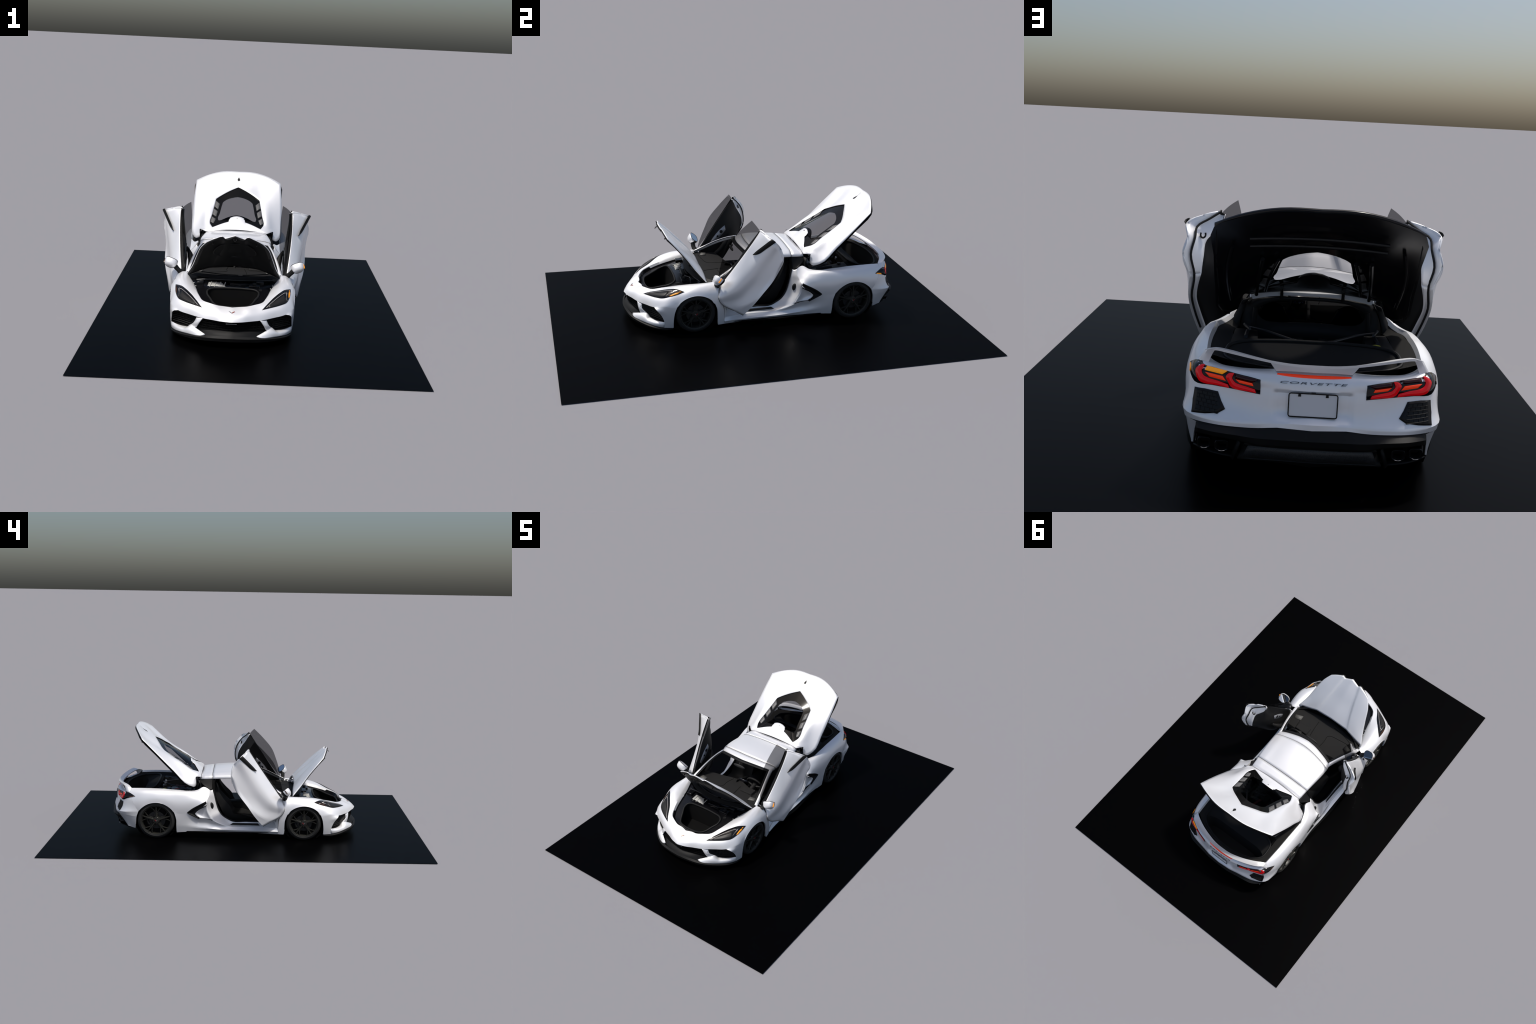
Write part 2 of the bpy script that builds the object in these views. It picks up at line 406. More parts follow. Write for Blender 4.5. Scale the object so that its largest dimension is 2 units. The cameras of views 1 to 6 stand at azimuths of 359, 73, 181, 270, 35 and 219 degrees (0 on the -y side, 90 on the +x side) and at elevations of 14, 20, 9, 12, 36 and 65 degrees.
# corner intakes
it = Geo()
intake_out = [(.151, -.586, .119), (.205, -.560, .128), (.252, -.536, .131), (.262, -.512, .098), (.2645, -.499, .067), (.225, -.531, .063), (.187, -.552, .065), (.172, -.571, .088), (.153, -.594, .106)]
cen = V(.212, -.535, .098)
deep = [lerp(p, cen, .16) + V(-.004, .024, 0) for p in intake_out]
it.patch([intake_out + intake_out[:1], deep + deep[:1], [cen + V(-.004, .026, 0)] * (len(deep) + 1)], 1, 1, face=(.3, -1, 0))
intake = pair("bumper_intake", it, BLACK, car)
fin = Geo()
for k, z in enumerate((.074, .083, .092, .101, .110, .119)):
    fin.tube([(.176 - .01 * (k > 3), -.556 + .001 * k, z - .002), (.21, -.536, z + .001), (.2575, -.505 - .003 * k, z + .003)], .0016, 6, 3)
for k in range(6):
    x = .182 + .0135 * k; fin.tube([(x - .004, -.553 + (x - .18) * .62, .072), (x + .004, -.553 + (x - .18) * .60, .122)], .0011, 5, 1)
pair("intake_slats", fin, SATIN, (intake[0], intake[1]), kind="stuff")

# headlights: smoked wedge set proud of the fender
def on_front(u, v):
    """point on the front clip, u = column position, v = 0 hood edge .. 1 lip"""
    i = min(int(u), len(front) - 2); f = u - i
    A = refine(np.array(front[i], float), 8); B = refine(np.array(front[i + 1], float), 8)
    k = v * (len(A) - 1); j = min(int(k), len(A) - 2); t = k - j
    return (A[j] * (1 - t) + A[j + 1] * t) * (1 - f) + (B[j] * (1 - t) + B[j + 1] * t) * f
hl_up = [(.129, -.575, .160), (.158, -.535, .182), (.184, -.497, .199), (.210, -.464, .211), (.232, -.437, .217), (.260, -.406, .2125)]
hl_dn = [(.129, -.575, .160), (.172, -.554, .1665), (.207, -.534, .172), (.238, -.508, .1795), (.254, -.468, .193), (.260, -.406, .2125)]
n0 = V(.35, -.45, .82); n0 /= np.linalg.norm(n0)
front_skin = Skin(clip)
HL = lambda k, t: lerp(refine(np.array(hl_up), 4)[int(round(k * 4))], refine(np.array(hl_dn), 4)[int(round(k * 4))], t)
def wedge(us, vs_, lift):
    return [[front_skin.at(HL(u, v), n0, lift) for u in us] for v in vs_]
hu = np.linspace(0, 5, 21)
H = pair("headlight", Geo().patch(wedge(hu, np.linspace(0, 1, 7), .0012), 1, 1, face=n0), LENS, car, solid=0.004)
pair("headlight_reflector", Geo().patch(wedge(np.linspace(.75, 3.25, 11), (.36, .5, .7, .92), .0022), 1, 1, face=n0), HEADINNER, (H[0], H[1]), solid=.001)
drl = Geo().patch([[front_skin.at(HL(u, v), n0, .0028) for u, v in ((.5, .55), (.75, .42), (1, .32), (1.5, .27), (2, .245), (2.5, .23), (3, .22), (3.5, .24), (3.75, .30))], [front_skin.at(HL(u, v), n0, .0028) for u, v in ((.5, .70), (.75, .52), (1, .40), (1.5, .325), (2, .29), (2.5, .27), (3, .255), (3.5, .285), (3.75, .38))]], 1, 1, face=n0)
pair("light_strip", drl, STRIP, (H[0], H[1]), solid=.001)
drl = Geo().patch([[front_skin.at(HL(u, v), n0, .0028) for u, v in ((3.25, .90), (3.25, .75), (3.5, .6), (3.75, .45), (4, .30), (4.25, .22))], [front_skin.at(HL(u, v), n0, .0028) for u, v in ((3.32, .93), (3.37, .77), (3.62, .62), (3.9, .47), (4.1, .31), (4.32, .22))]], 1, 1, face=n0)
pair("light_strip", drl, STRIP, (H[0], H[1]), solid=.001)
am = Geo().patch([[front_skin.at(HL(u, v), n0, .003) for u, v in ((4.60, .36), (4.5, .46), (4.28, .58), (4.05, .74), (3.82, .90))], [front_skin.at(HL(u, v), n0, .003) for u, v in ((4.68, .52), (4.6, .62), (4.42, .75), (4.2, .87), (3.88, .965))]], 2, 3, face=n0)
make("turn_signal", am, AMBER, H[0], solid=.001); make("turn_signal", am.mirror(), AMBER_OFF, H[1], solid=.001)

# crossed-flag style badge: plain V of two small wings
def badge(name, c, ux, uy, nrm, s, parent):
    c = V(*c); ux = V(*ux); uy = V(*uy); n = V(*nrm)
    P = lambda a, b: c + ux * a * s + uy * b * s + n * .0008
    b1 = Geo().prism([P(0, -.5), P(-.15, -.25), P(-1, .5), P(-.75, .5), P(-.1, .0)], n * .0014)
    b2 = Geo().prism([P(0, -.5), P(.1, .0), P(.75, .5), P(1, .5), P(.15, -.25)], n * .0014)
    b3 = Geo().prism([P(.05, -.1), P(.45, .3), P(.6, .3), P(.15, -.12)], n * .002)
    make(name, b1, STEEL, parent, recalc=True); make(name, b2, BADGE_RED, parent, recalc=True); make(name, b3, BADGE_GOLD, parent, recalc=True)
badge("nose_badge", (0, -.612, .1545), (1, 0, 0), (0, .88, .47), (0, -.47, .88), .0135, car)

# ================================================================== HOOD (built shut, then swung up about its rear edge)
HA = math.radians(60.5); HP = V(0, -.286, .233)
def hood_open(p):
    q = p - HP; return HP + V(q[0], q[1] * math.cos(HA) + q[2] * math.sin(HA), -q[1] * math.sin(HA) + q[2] * math.cos(HA))
hood_cols = [
    [(0, -.5846, .1744), (0, -.520, .196), (0, -.450, .213), (0, -.385, .233), (0, -.337, .246)],
    [(.043, -.565, .1747), (.055, -.508, .193), (.068, -.440, .2105), (.084, -.378, .228), (.100, -.328, .2405)],
    [(.056, -.5745, .178), (.067, -.512, .1965), (.081, -.442, .2155), (.096, -.378, .2315), (.111, -.325, .2415)],
    [(.098, -.554, .1785), (.112, -.502, .1965), (.128, -.432, .2145), (.146, -.365, .2285), (.166, -.305, .2385)],
    [(.123, -.537, .1785), (.149, -.493, .191), (.171, -.420, .2065), (.191, -.350, .216), (.216, -.287, .230)]]
hood = Geo().patch(cols(hood_cols), 6, 5, sc=(1, 2)).whole().map(hood_open)
hood_o = make("hood", hood, [PAINT, GLOSSY], car, solid=.004, solid_mat=1)
def lower(c, k, d): return [[V(*p) * V(k, 1, 1) + V(0, 0, -d) for p in col] for col in c]
liner = Geo().patch(cols(lower(hood_cols, .94, .009)), 4, 4, back=True)
edge_top = [V(*p) * V(.985, 1, 1) + V(0, .003, -.004) for p in [c[0] for c in hood_cols] + hood_cols[-1][1:]]
edge_low = [V(*p) * V(.94, 1, 1) + V(0, .010 if i < 5 else 0, -.009) for i, p in enumerate([c[0] for c in hood_cols] + hood_cols[-1][1:])]
liner.patch([edge_top, edge_low], 1, 3, sc=(1, 2, 4), face=(0, -1, -1))
# pressed pan in the liner
pan = [(.0, -.53, .176), (.05, -.525, .177), (.085, -.49, .184), (.095, -.45, .194), (.06, -.425, .203), (0, -.42, .207)]
liner.patch([[V(*p) for p in pan], [V(p[0] * .85, p[1] * .9 - .047, p[2] + .004) for p in pan], [V(0, -.475, .186)] * 6], 2, 3, face=(0, 0, -1))
make("hood_liner", liner.whole().map(hood_open), SATIN, hood_o, solid=.002)
lt = Geo().tube([(.004, -.572, .166), (.004, -.570, .154), (0, -.568, .150), (-.004, -.570, .154), (-.004, -.572, .166)], .0012, 6, 3)
lt.box((0, -.566, .167), (.02, .012, .006)); make("hood_latch", lt.map(hood_open), BLACK, hood_o)
pg = Geo()
for sx in (-1, 1): pg.tube([(sx * .095, -.53, .175), (sx * .095, -.535, .164)], .003, 8, 1)
make("hood_bump_stop", pg.map(hood_open), BLACK, hood_o)

# front trunk
h_edge = [(0, -.579, .166), (.043, -.563, .1665), (.100, -.553, .1745), (.126, -.536, .178), (.149, -.493, .189), (.171, -.42, .204), (.191, -.35, .214), (.214, -.287, .226), (.16, -.29, .232), (0, -.325, .236)]
h_low = [(0, -.570, .150), (.04, -.557, .153), (.092, -.545, .160), (.118, -.527, .165), (.140, -.486, .176), (.160, -.42, .190), (.178, -.352, .200), (.198, -.292, .208), (.15, -.29, .210), (0, -.318, .212)]
box_rim = [(0, -.551, .157), (.035, -.549, .157), (.068, -.540, .160), (.084, -.520, .164), (.098, -.490, .174), (.114, -.455, .186), (.112, -.432, .195), (.098, -.420, .199), (.06, -.414, .201), (0, -.412, .202)]
ft = Geo().patch([h_edge, h_low, box_rim], 1, 4, sc=(3, 7, 8), face=(0, 0, 1))
make("luggage_bay_surround", ft.whole(), GLOSSY, car, angle=30)
bt = Geo().patch([box_rim, [V(p[0] * .92, -.492 + (p[1] + .48) * .78, .062) for p in box_rim], [V(p[0] * .3, -.48 + (p[1] + .48) * .3, .061) for p in box_rim], [V(0, -.48, .061)] * len(box_rim)], 1, 4, sr=(1,), face=(0, 0, 1))
make("luggage_box", bt.whole(), DARK, car)
rimc = refine(np.array([V(*p) + V(0, 0, .002) for p in box_rim]), 4)
rimc = np.vstack([rimc, (rimc[1:-1] * V(-1, 1, 1))[::-1]])
make("trunk_seal", Geo().tube(rimc, .0042, 8, 1, closed=True), SATIN, car)
pn = Geo().patch([[(-.118, -.394, .199), (-.07, -.395, .201), (-.028, -.402, .200)], [(-.112, -.354, .211), (-.075, -.355, .213), (-.050, -.366, .212)]], 2, 2, face=(0, -.3, 1))
make("mesh_panel", pn, LABEL, car, solid=.002)
rb = Geo()
for k in range(4): 
    x = -.106 + .021 * k; rb.tube([(x, -.394, .201), (x + .007, -.357, .2135)], .0018, 6, 1)
make("mesh_panel_rib", rb, LABEL, car, kind="stuff")
mach = Geo()
mach.box((.095, -.375, .200), (.05, .03, .022)).box((.12, -.335, .206), (.035, .03, .026)).box((-.15, -.345, .206), (.03, .05, .018)).box((.02, -.36, .204), (.07, .03, .020))
mach.tube([(-.02, -.385, .197), (.03, -.372, .205), (.08, -.352, .208), (.13, -.318, .214)], .005, 8, 3)
mach.tube([(-.17, -.33, .212), (-.09, -.335, .22), (0, -.345, .222), (.1, -.33, .220), (.18, -.31, .218)], .006, 8, 3)
mach.tube([(.125, -.43, .172), (.14, -.40, .18), (.145, -.36, .19)], .006, 8, 3)
make("underhood_fittings", mach, GLOSSY, car, bevel=.002)
cap = Geo()
for c in ((.122, -.408, .192), (.096, -.37, .211)):
    cap.tube([c, V(*c) + V(0, 0, .008)], .0085, 14, 1)
make("filler_cap", cap, SATIN, car)
bl = Geo()
for c in ((.168, -.395, .203), (.178, -.365, .208), (.012, -.572, .158), (-.012, -.572, .158), (.02, -.571, .158)): bl.ball(c, .0022, n=5)
for c in ((-.168, -.395, .203), (-.178, -.365, .208), (-.098, -.417, .180)): bl.ball(c, .0024, n=5)
make("bright_bolt", bl, BOLT, car, kind="stuff")

# ================================================================== CABIN
roof_cols = [
    [(0, -.089, .3405), (0, -.048, .3475), (0, .02, .3515), (0, .09, .3465), (0, .144, .338), (0, .203, .329)],
    [(.05, -.084, .3385), (.05, -.045, .3460), (.05, .02, .3495), (.05, .09, .3450), (.05, .144, .3370), (.05, .203, .3285)],
    [(.10, -.073, .3315), (.10, -.038, .3395), (.105, .02, .343), (.10, .09, .3395), (.10, .144, .3335), (.10, .204, .3265)],
    [(.145, -.060, .3225), (.150, -.028, .3310), (.150, .02, .3345), (.146, .09, .3325), (.142, .144, .3285), (.138, .204, .322)],
    [(.166, -.053, .314), (.172, -.022, .3205), (.172, .02, .3225), (.167, .09, .321), (.163, .142, .317), (.158, .205, .3125)],
    [(.168, -.052, .308), (.174, -.022, .3115), (.174, .02, .312), (.168, .09, .310), (.163, .143, .3075), (.159, .206, .3045)]]
def sub(c, a, b): return [col[a:b] for col in c]
rf = Geo().patch(cols(sub(roof_cols, 0, 2)), 3, 4); make("windshield_header", rf.whole(), PAINT, car, solid=.006)
rf = Geo().patch(cols(sub(roof_cols, 1, 5)), 4, 4); make("roof_panel", rf.whole().map(lambda p: p + V(0, 0, .0006)), PAINT, car, solid=.006)
rf = Geo().patch(cols(sub(roof_cols, 4, 6)), 3, 4); make("roof_bridge", rf.whole(), PAINT, car, solid=.006)
seam = Geo()
for k in (1, 4):
    L = [V(*c[k]) + V(0, 0, .0006) for c in roof_cols]; L = [p * V(-1, 1, 1) for p in L[:0:-1]] + L
    seam.tube(L, .0007, 6, 3)
make("roof_seam", seam, BLACK, car)
# headliner below, dark
hd = Geo().patch([[V(*p) + V(-.0, 0, -.011) for p in r] for r in cols(roof_cols[:-1])], 2, 2, back=True); make("headliner", hd.whole(), DARK, car)

pillar_o = [(.225, -.262, .226), (.215, -.215, .250), (.200, -.155, .280), (.183, -.095, .303), (.170, -.045, .314)]
pillar_i = [(.208, -.262, .233), (.200, -.215, .257), (.186, -.155, .289), (.170, -.095, .3125), (.158, -.058, .3205)]
pillar_b = [V(*p) + V(-.012, .01, -.012) for p in pillar_o]
ap = Geo().patch([[V(*p) + V(-.004, .01, -.008) for p in pillar_o], pillar_o, [lerp(a, b, .5) + V(.001, 0, .003) for a, b in zip(pillar_o, pillar_i)], pillar_i], 3, 5, sr=(1,))
pair("windshield_pillar", ap, PAINT, car, solid=.004)
ws_base = [(0, -.330, .238), (.06, -.326, .238), (.12, -.312, .238), (.172, -.285, .236), (.208, -.255, .2355)]
ws_top = [(0, -.089, .3405), (.05, -.084, .3385), (.10, -.073, .3315), (.145, -.060, .3225), (.160, -.056, .319)]
ws_mid = [lerp(a, b, .52) + V(0, -.004, .012) for a, b in zip(ws_base, ws_top)]
fr = Geo()
for s in (1,):
    band = [lerp(b, t, .86) + V(0, -.001, .0012) for b, t in zip(ws_mid, ws_top)]
    fr.patch([offset(ws_top, (0, -.0005, .0006)), offset(band, (0, -.0005, .0006))], 1, 4)
    ps = [V(*p) + V(-.001, 0, -.001) for p in pillar_i]
    fr.patch([ps, [p + V(-.010, -.001, .0015) for p in ps]], 1, 4, face=(0, -.5, 1))
make("windshield_border", fr.whole(), BLACK, car, solid=.002)
cw = Geo().patch([[(0, -.352, .226), (.06, -.348, .226), (.12, -.334, .226), (.18, -.302, .224), (.214, -.272, .222)], offset(ws_base, (0, 0, -.002))], 2, 4, face=(0, -.3, 1))
make("cowl", cw.whole(), BLACK, car)
wp = Geo().tube([(.02, -.334, .243), (-.06, -.330, .244), (-.15, -.295, .243)], .0028, 6, 3).tube([(.16, -.29, .243), (.08, -.327, .244), (.04, -.331, .243)], .0028, 6, 3)
make("wiper", wp, BLACK, car)

# quarter window and B post (dark, behind the door opening)
qw = Geo().patch([[(.158, .140, .3085), (.161, .175, .306), (.163, .222, .296)], [(.172, .141, .280), (.177, .172, .280), (.176, .200, .282)], [(.190, .143, .252), (.193, .155, .254), (.196, .166, .262)]], 4, 4)
pair("quarter_window", qw, BLACK, car, solid=.003)
bp = Geo().patch([[(.156, .132, .309), (.160, .143, .309)], [(.175, .130, .270), (.180, .142, .275)], [(.190, .126, .225), (.194, .136, .240)]], 4, 2)
pair("door_pillar", bp, DARK, car, solid=.004)

# interior
fl = Geo().box((0, -.02, .062), (.42, .46, .02)); make("cabin_floor", fl, DARK, car)
dash = Geo().patch([
    [(-.20, -.27, .222), (-.10, -.315, .223), (0, -.322, .223), (.10, -.315, .223), (.20, -.27, .222)],
    [(-.20, -.215, .226), (-.10, -.235, .228), (0, -.245, .230), (.10, -.235, .228), (.20, -.215, .226)],
    [(-.198, -.150, .218), (-.10, -.135, .220), (0, -.118, .222), (.10, -.152, .226), (.198, -.160, .220)],
    [(-.195, -.142, .200), (-.10, -.125, .200), (0, -.108, .200), (.10, -.142, .205), (.195, -.150, .200)],
    [(-.19, -.18, .13), (-.10, -.18, .13), (0, -.15, .15), (.10, -.19, .14), (.19, -.18, .13)]], 5, 5, sr=(2,), face=(0, .5, 1))
dash_o = make("dashboard", dash, DASH, car, angle=30)
dsk = Skin(dash); gv = Geo()
for path in ([(-.165, -.25), (-.10, -.245), (-.034, -.225), (-.036, -.186), (-.030, -.13)], [(.06, -.27), (.055, -.22), (.048, -.17)], [(.155, -.25), (.15, -.21), (.148, -.175)], [(-.03, -.29), (-.10, -.283), (-.165, -.262)]):
    gv.tube([dsk.at((x, y, .23), (0, 0, 1), .0002) for x, y in path], .0013, 6, 4)
make("dash_groove", gv, DARK, dash_o, kind="stuff")
dd = Geo().box((.105, -.18, .229), (.085, .05, .016), taper=.85)
dd.box((.0, -.10, .196), (.010, .12, .05), rot=np.array([[1, 0, 0], [0, .93, .36], [0, -.36, .93]]))
make("instrument_hood", dd, DASH, car, bevel=.003)
vents = Geo()
for sx in (-1, 1): vents.patch([[(sx * .150, -.243, .2300), (sx * .192, -.228, .2285)], [(sx * .147, -.215, .2300), (sx * .185, -.206, .2285)]], 1, 1, face=(0, 0, 1))
make("dash_speaker", vents, material("speaker_grille", (.10, .098, .09), .6, vary=.1), car, solid=.003)
con = Geo().patch([[(-.035, -.19, .20), (0, -.19, .205), (.035, -.19, .20)], [(-.032, -.08, .165), (0, -.08, .172), (.032, -.08, .165)], [(-.03, .03, .15), (0, .03, .155), (.03, .03, .15)], [(-.03, .11, .15), (0, .11, .155), (.03, .11, .15)]], 4, 4, face=(0, 0, 1))
make("console", con.box((0, -.03, .11), (.064, .28, .07)), LEATHER, car)
scr = Geo().patch([[(.010, -.128, .245), (.058, -.122, .245)], [(.010, -.118, .205), (.058, -.112, .205)]], 1, 1, face=(0, 1, .2)); scr_o = make("touch_screen", scr, SCREEN, car, solid=.004)
ic = Geo()
for i in range(4):
    for j in range(2): ic.box((.017 + .0115 * i, -.1215 + .0014 * i + .0025 * j, .238 - .011 * j), (.003, .001, .003))
make("screen_icon", ic, SCREEN_ICON, scr_o, kind="stuff")
sw = Geo(); c = V(.105, -.112, .234); a1 = V(1, 0, 0); a2 = V(0, -.35, .94)
sw.tube([c + a1 * .050 * math.cos(t) + a2 * .046 * math.sin(t) for t in np.linspace(0, 2 * math.pi, 24, endpoint=False)], .0055, 8, 2, closed=True)
sw.tube([c - a1 * .046, c + V(0, -.012, -.004), c + a1 * .046], .006, 6, 3).tube([c + V(0, -.01, 0), c - a2 * .044], .005, 6, 2)
sw.tube([c, c + V(0, -.05, -.015)], .014, 10, 1)
make("steering_wheel", sw, LEATHER, car)
seat = Geo()
sx = .100
def seat_row(w, y_side, z_side, y_mid, z_mid):
    return [(sx - w, y_side, z_side), (sx - w * .5, (y_side + 2 * y_mid) / 3, (z_side + 2 * z_mid) / 3), (sx, y_mid, z_mid), (sx + w * .5, (y_side + 2 * y_mid) / 3, (z_side + 2 * z_mid) / 3), (sx + w, y_side, z_side)]
prof = [(.060, -.080, .092, -.088, .098), (.068, -.02, .112, -.02, .098), (.068, .028, .118, .046, .096), (.066, .048, .158, .082, .160), (.058, .082, .195, .102, .198),
        (.042, .108, .230, .116, .234), (.029, .128, .268, .130, .278), (.025, .138, .272, .140, .282)]
seat.patch([seat_row(*p) for p in prof] + [seat_row(.045, .143, .235, .146, .235), seat_row(.060, .125, .09, .13, .09)], 4, 4, face=(0, -1, .6))
for s_ in (-1, 1):
    seat.patch([[(sx + s_ * p[0], p[1], p[2]) for p in prof[:7]], [(sx + s_ * .056, -.07, .075), (sx + s_ * .062, -.02, .075), (sx + s_ * .064, .06, .085), (sx + s_ * .064, .10, .15), (sx + s_ * .054, .12, .19), (sx + s_ * .038, .132, .235), (sx + s_ * .026, .138, .268)]], 2, 4, face=(s_, 0, 0))
pair("seat", seat, LEATHER, car)
rm = Geo().ball((0, -.118, .314), (.038, .006, .0095), n=10).tube([(0, -.118, .318), (0, -.112, .332)], .004, 6, 1); make("interior_mirror", rm, material("grey_plastic", (.03, .03, .03), .6, spec=.2), car)
rbk = Geo().patch([[(-.19, .147, .232), (0, .15, .238), (.19, .147, .232)], [(-.2, .13, .09), (0, .13, .09), (.2, .13, .09)]], 2, 3, face=(0, -1, 0))
make("cabin_wall", rbk, DARK, car, solid=.004)

# ================================================================== DOOR OPENING, ROCKER, REAR QUARTER
jo = [(.203, .160, .258), (.221, .161, .234), (.246, .170, .213), (.2685, .172, .205), (.2630, .1690, .186), (.2615, .164, .155), (.262, .149, .123), (.2625, .136, .100), (.255, .090, .078), (.248, .048, .066), (.246, -.06, .062), (.252, -.15, .061), (.268, -.2125, .060)]
jm = [(.196, .150, .252), (.209, .147, .229), (.220, .151, .207), (.226, .150, .187), (.227, .146, .170), (.228, .139, .150), (.232, .125, .126), (.236, .108, .108), (.230, .072, .085), (.2275, .042, .071), (.2285, -.06, .069), (.233, -.15, .070), (.245, -.205, .078)]
ji = [(.188, .140, .256), (.196, .131, .225), (.198, .126, .205), (.200, .120, .182), (.202, .114, .162), (.204, .106, .143), (.208, .094, .126), (.211, .082, .114), (.214, .058, .100), (.217, .034, .089), (.217, -.04, .088), (.217, -.12, .088), (.219, -.200, .098)]
jn = [V(*p) + V(-.012, -.004, -.004) for p in ji]
jamb = Geo().patch([[V(*p) + V(-.001, 0, 0) for p in jo], jm, ji], 4, 5, face=(1, -.4, .3))
pair("door_jamb", jamb, PAINT, car, solid=.003)
pair("door_seal", Geo().tube(ji, .0038, 8, 4), BLACK, car)
fj = Geo().patch([[(.262, -.2495, .214), (.268, -.232, .165), (.268, -.214, .118), (.268, -.211, .080), (.268, -.212, .046)], [(.235, -.235, .222), (.235, -.205, .165), (.235, -.195, .118), (.235, -.195, .085), (.235, -.197, .075)], [(.205, -.235, .225), (.205, -.205, .165), (.205, -.195, .118), (.21, -.197, .09), (.21, -.20, .08)]], 2, 4, face=(0, 1, 0))
pair("hinge_pillar", fj, PAINT, car, solid=.003)
cs = Geo().patch([[V(*p) + V(-.003, 0, 0) for p in ji], [V(p[0] - .02, p[1], .07) for p in ji]], 2, 3, face=(-1, 0, 0))
pair("sill_lining", cs, DARK, car)
stp = Geo().patch([[(.2235, .030, .0790), (.2235, -.04, .0785), (.2265, -.105, .0785)], [(.2285, .045, .0700), (.2290, -.04, .0690), (.2320, -.115, .0690)]], 1, 3, face=(1, 0, .5))
pair("step_plate", stp.map(lambda p: p + V(.002, 0, .0012)), SATIN, car, solid=.0015)
fc = Geo().ball((.2235, .148, .172), (.009, .014, .020), n=10); pair("charge_port_recess", fc, BLACK, car)
db = Geo().box((.243, -.206, .100), (.02, .012, .014)).box((.240, -.20, .110), (.016, .008, .01)); pair("door_hinge", db, BLACK, car, bevel=.002)

rear = Geo()
rk = rear
rk.patch([
    [(.265, .209, .113), (.2635, .170, .110), jo[7], jo[8], jo[9], jo[10], jo[11], jo[12]],
    [(.256, .207, .088), (.256, .17, .082), (.256, .136, .074), (.254, .090, .066), (.252, .048, .060), (.252, -.06, .057), (.258, -.15, .055), (.270, -.2125, .053)],
    [(.262, .205, .060), (.264, .17, .058), (.265, .136, .0560), (.265, .090, .0525), (.2645, .048, .0505), (.2645, -.06, .0485), (.267, -.15, .0475), (.273, -.2125, .047)],
    [(.258, .205, .040), (.259, .17, .040), (.257, .136, .0385), (.2565, .090, .037), (.2565, .048, .036), (.2565, -.06, .034), (.259, -.15, .0315), (.266, -.2125, .031)]], 4, 5, sr=(2,), mi=1)
rk.patch([[(.2765, -.2475, .062), (.275, -.232, .060), (.270, -.2125, .060)], [(.276, -.245, .034), (.273, -.232, .033), (.268, -.2125, .033)]], 1, 2, mi=1)

# quarter panel
ar = lambda d, x: arch(RY, RZ, RR, d, x)
quarter_cols = [
    [(.203, .160, .258), (.221, .161, .234), (.246, .170, .213), (.2685, .172, .205)],
    [(.194, .190, .270), (.228, .200, .246), (.255, .205, .225), (.2705, .198, .192)],
    [(.212, .222, .2575), (.240, .226, .246), (.262, .230, .222), (.2705, .224, .178)],
    [(.234, .285, .2575), (.251, .275, .252), (.268, .272, .220), (.2700, .272, .145)],
    [(.235, .330, .262), (.257, .325, .254), (.273, .320, .218), (.2760, .3432, .1465)],
    [(.235, .370, .264), (.258, .365, .256), (.2765, .360, .219), ar(138, .2785)],
    [(.235, .405, .267), (.259, .403, .258), (.2775, .400, .224), ar(112, .2800)],
    [(.235, .440, .268), (.2595, .440, .2585), (.278, .440, .227), ar(90, .2805)],
    [(.2345, .475, .2685), (.2590, .477, .2575), (.2765, .479, .226), ar(66, .2800)],
    [(.233, .510, .2685), (.2570, .515, .256), (.274, .516, .225), ar(42, .2785)],
    [(.229, .575, .267), (.2470, .577, .250), (.2625, .572, .226), (.2750, .5340, .150)]]
q = rear
q.patch(cols(quarter_cols), 5, 4, sc=(3,), mi=0)
low_a = [[(.265, .209, .113), (.2675, .240, .129), (.270, .272, .145)], [(.256, .207, .088), (.260, .240, .100), (.267, .278, .108)],
         [(.262, .205, .060), (.263, .240, .064), (.266, .280, .070)], [(.258, .205, .040), (.259, .240, .039), (.262, .285, .037)]]
low_b = [[(.270, .272, .145), (.2760, .3432, .1465)], [(.267, .278, .108), (.2735, .3325, .108)], [(.266, .280, .070), (.270, .332, .072)], [(.262, .285, .037), (.264, .331, .034)]]
q.patch([a + b[1:] for a, b in zip(low_a, low_b)], 4, 4, sr=(2,), sc=(2,), mi=0)
lipR = [(.264, .331, .034), (.270, .332, .072), (.2735, .3325, .108), (.2760, .3432, .1465)] + [quarter_cols[i][3] for i in range(5, 11)] + [(.2735, .5450, .120), (.268, .549, .090), (.258, .552, .053)]
pair("arch_lip", Geo().patch([lipR, [V(*p) - V(.016, 0, 0) for p in lipR]], 1, 4, face=(0, 0, -1)), PAINT, car, solid=.002)
# flange folding down into the engine bay
fl_t = [c[0] for c in quarter_cols]
q.patch([fl_t, [V(*p) + V(-.006, .001, -.010) for p in fl_t]], 1, 4, face=(-1, 0, .2), mi=0)

# scoop behind the door with its black boomerang intake
sc = Geo().patch([[(.2625, .1695, .188), (.268, .171, .190), (.2715, .174, .187)], [(.262, .166, .155), (.256, .190, .160), (.262, .205, .163)], [(.2625, .150, .125), (.252, .195, .132), (.262, .232, .140)],
                  [(.2625, .138, .104), (.256, .175, .110), (.263, .206, .115)]], 4, 4)
pair("scoop", sc, PAINT, car, solid=.003)
bm_o = [(.2705, .172, .207), (.2715, .200, .1915), (.2715, .225, .178), (.2715, .250, .163), (.2715, .273, .1445), (.269, .240, .1285), (.266, .209, .113)]
bm_i = [(.2715, .173, .185), (.266, .195, .170), (.263, .212, .159), (.262, .224, .149), (.261, .234, .138), (.262, .221, .124), (.2645, .208, .1125)]
bo = Geo().patch([offset(bm_o, (.0015, 0, 0)), [lerp(a, b, .5) + V(-.005, 0, 0) for a, b in zip(bm_o, bm_i)], offset(bm_i, (.001, 0, 0))], 3, 5, sc=(4,))
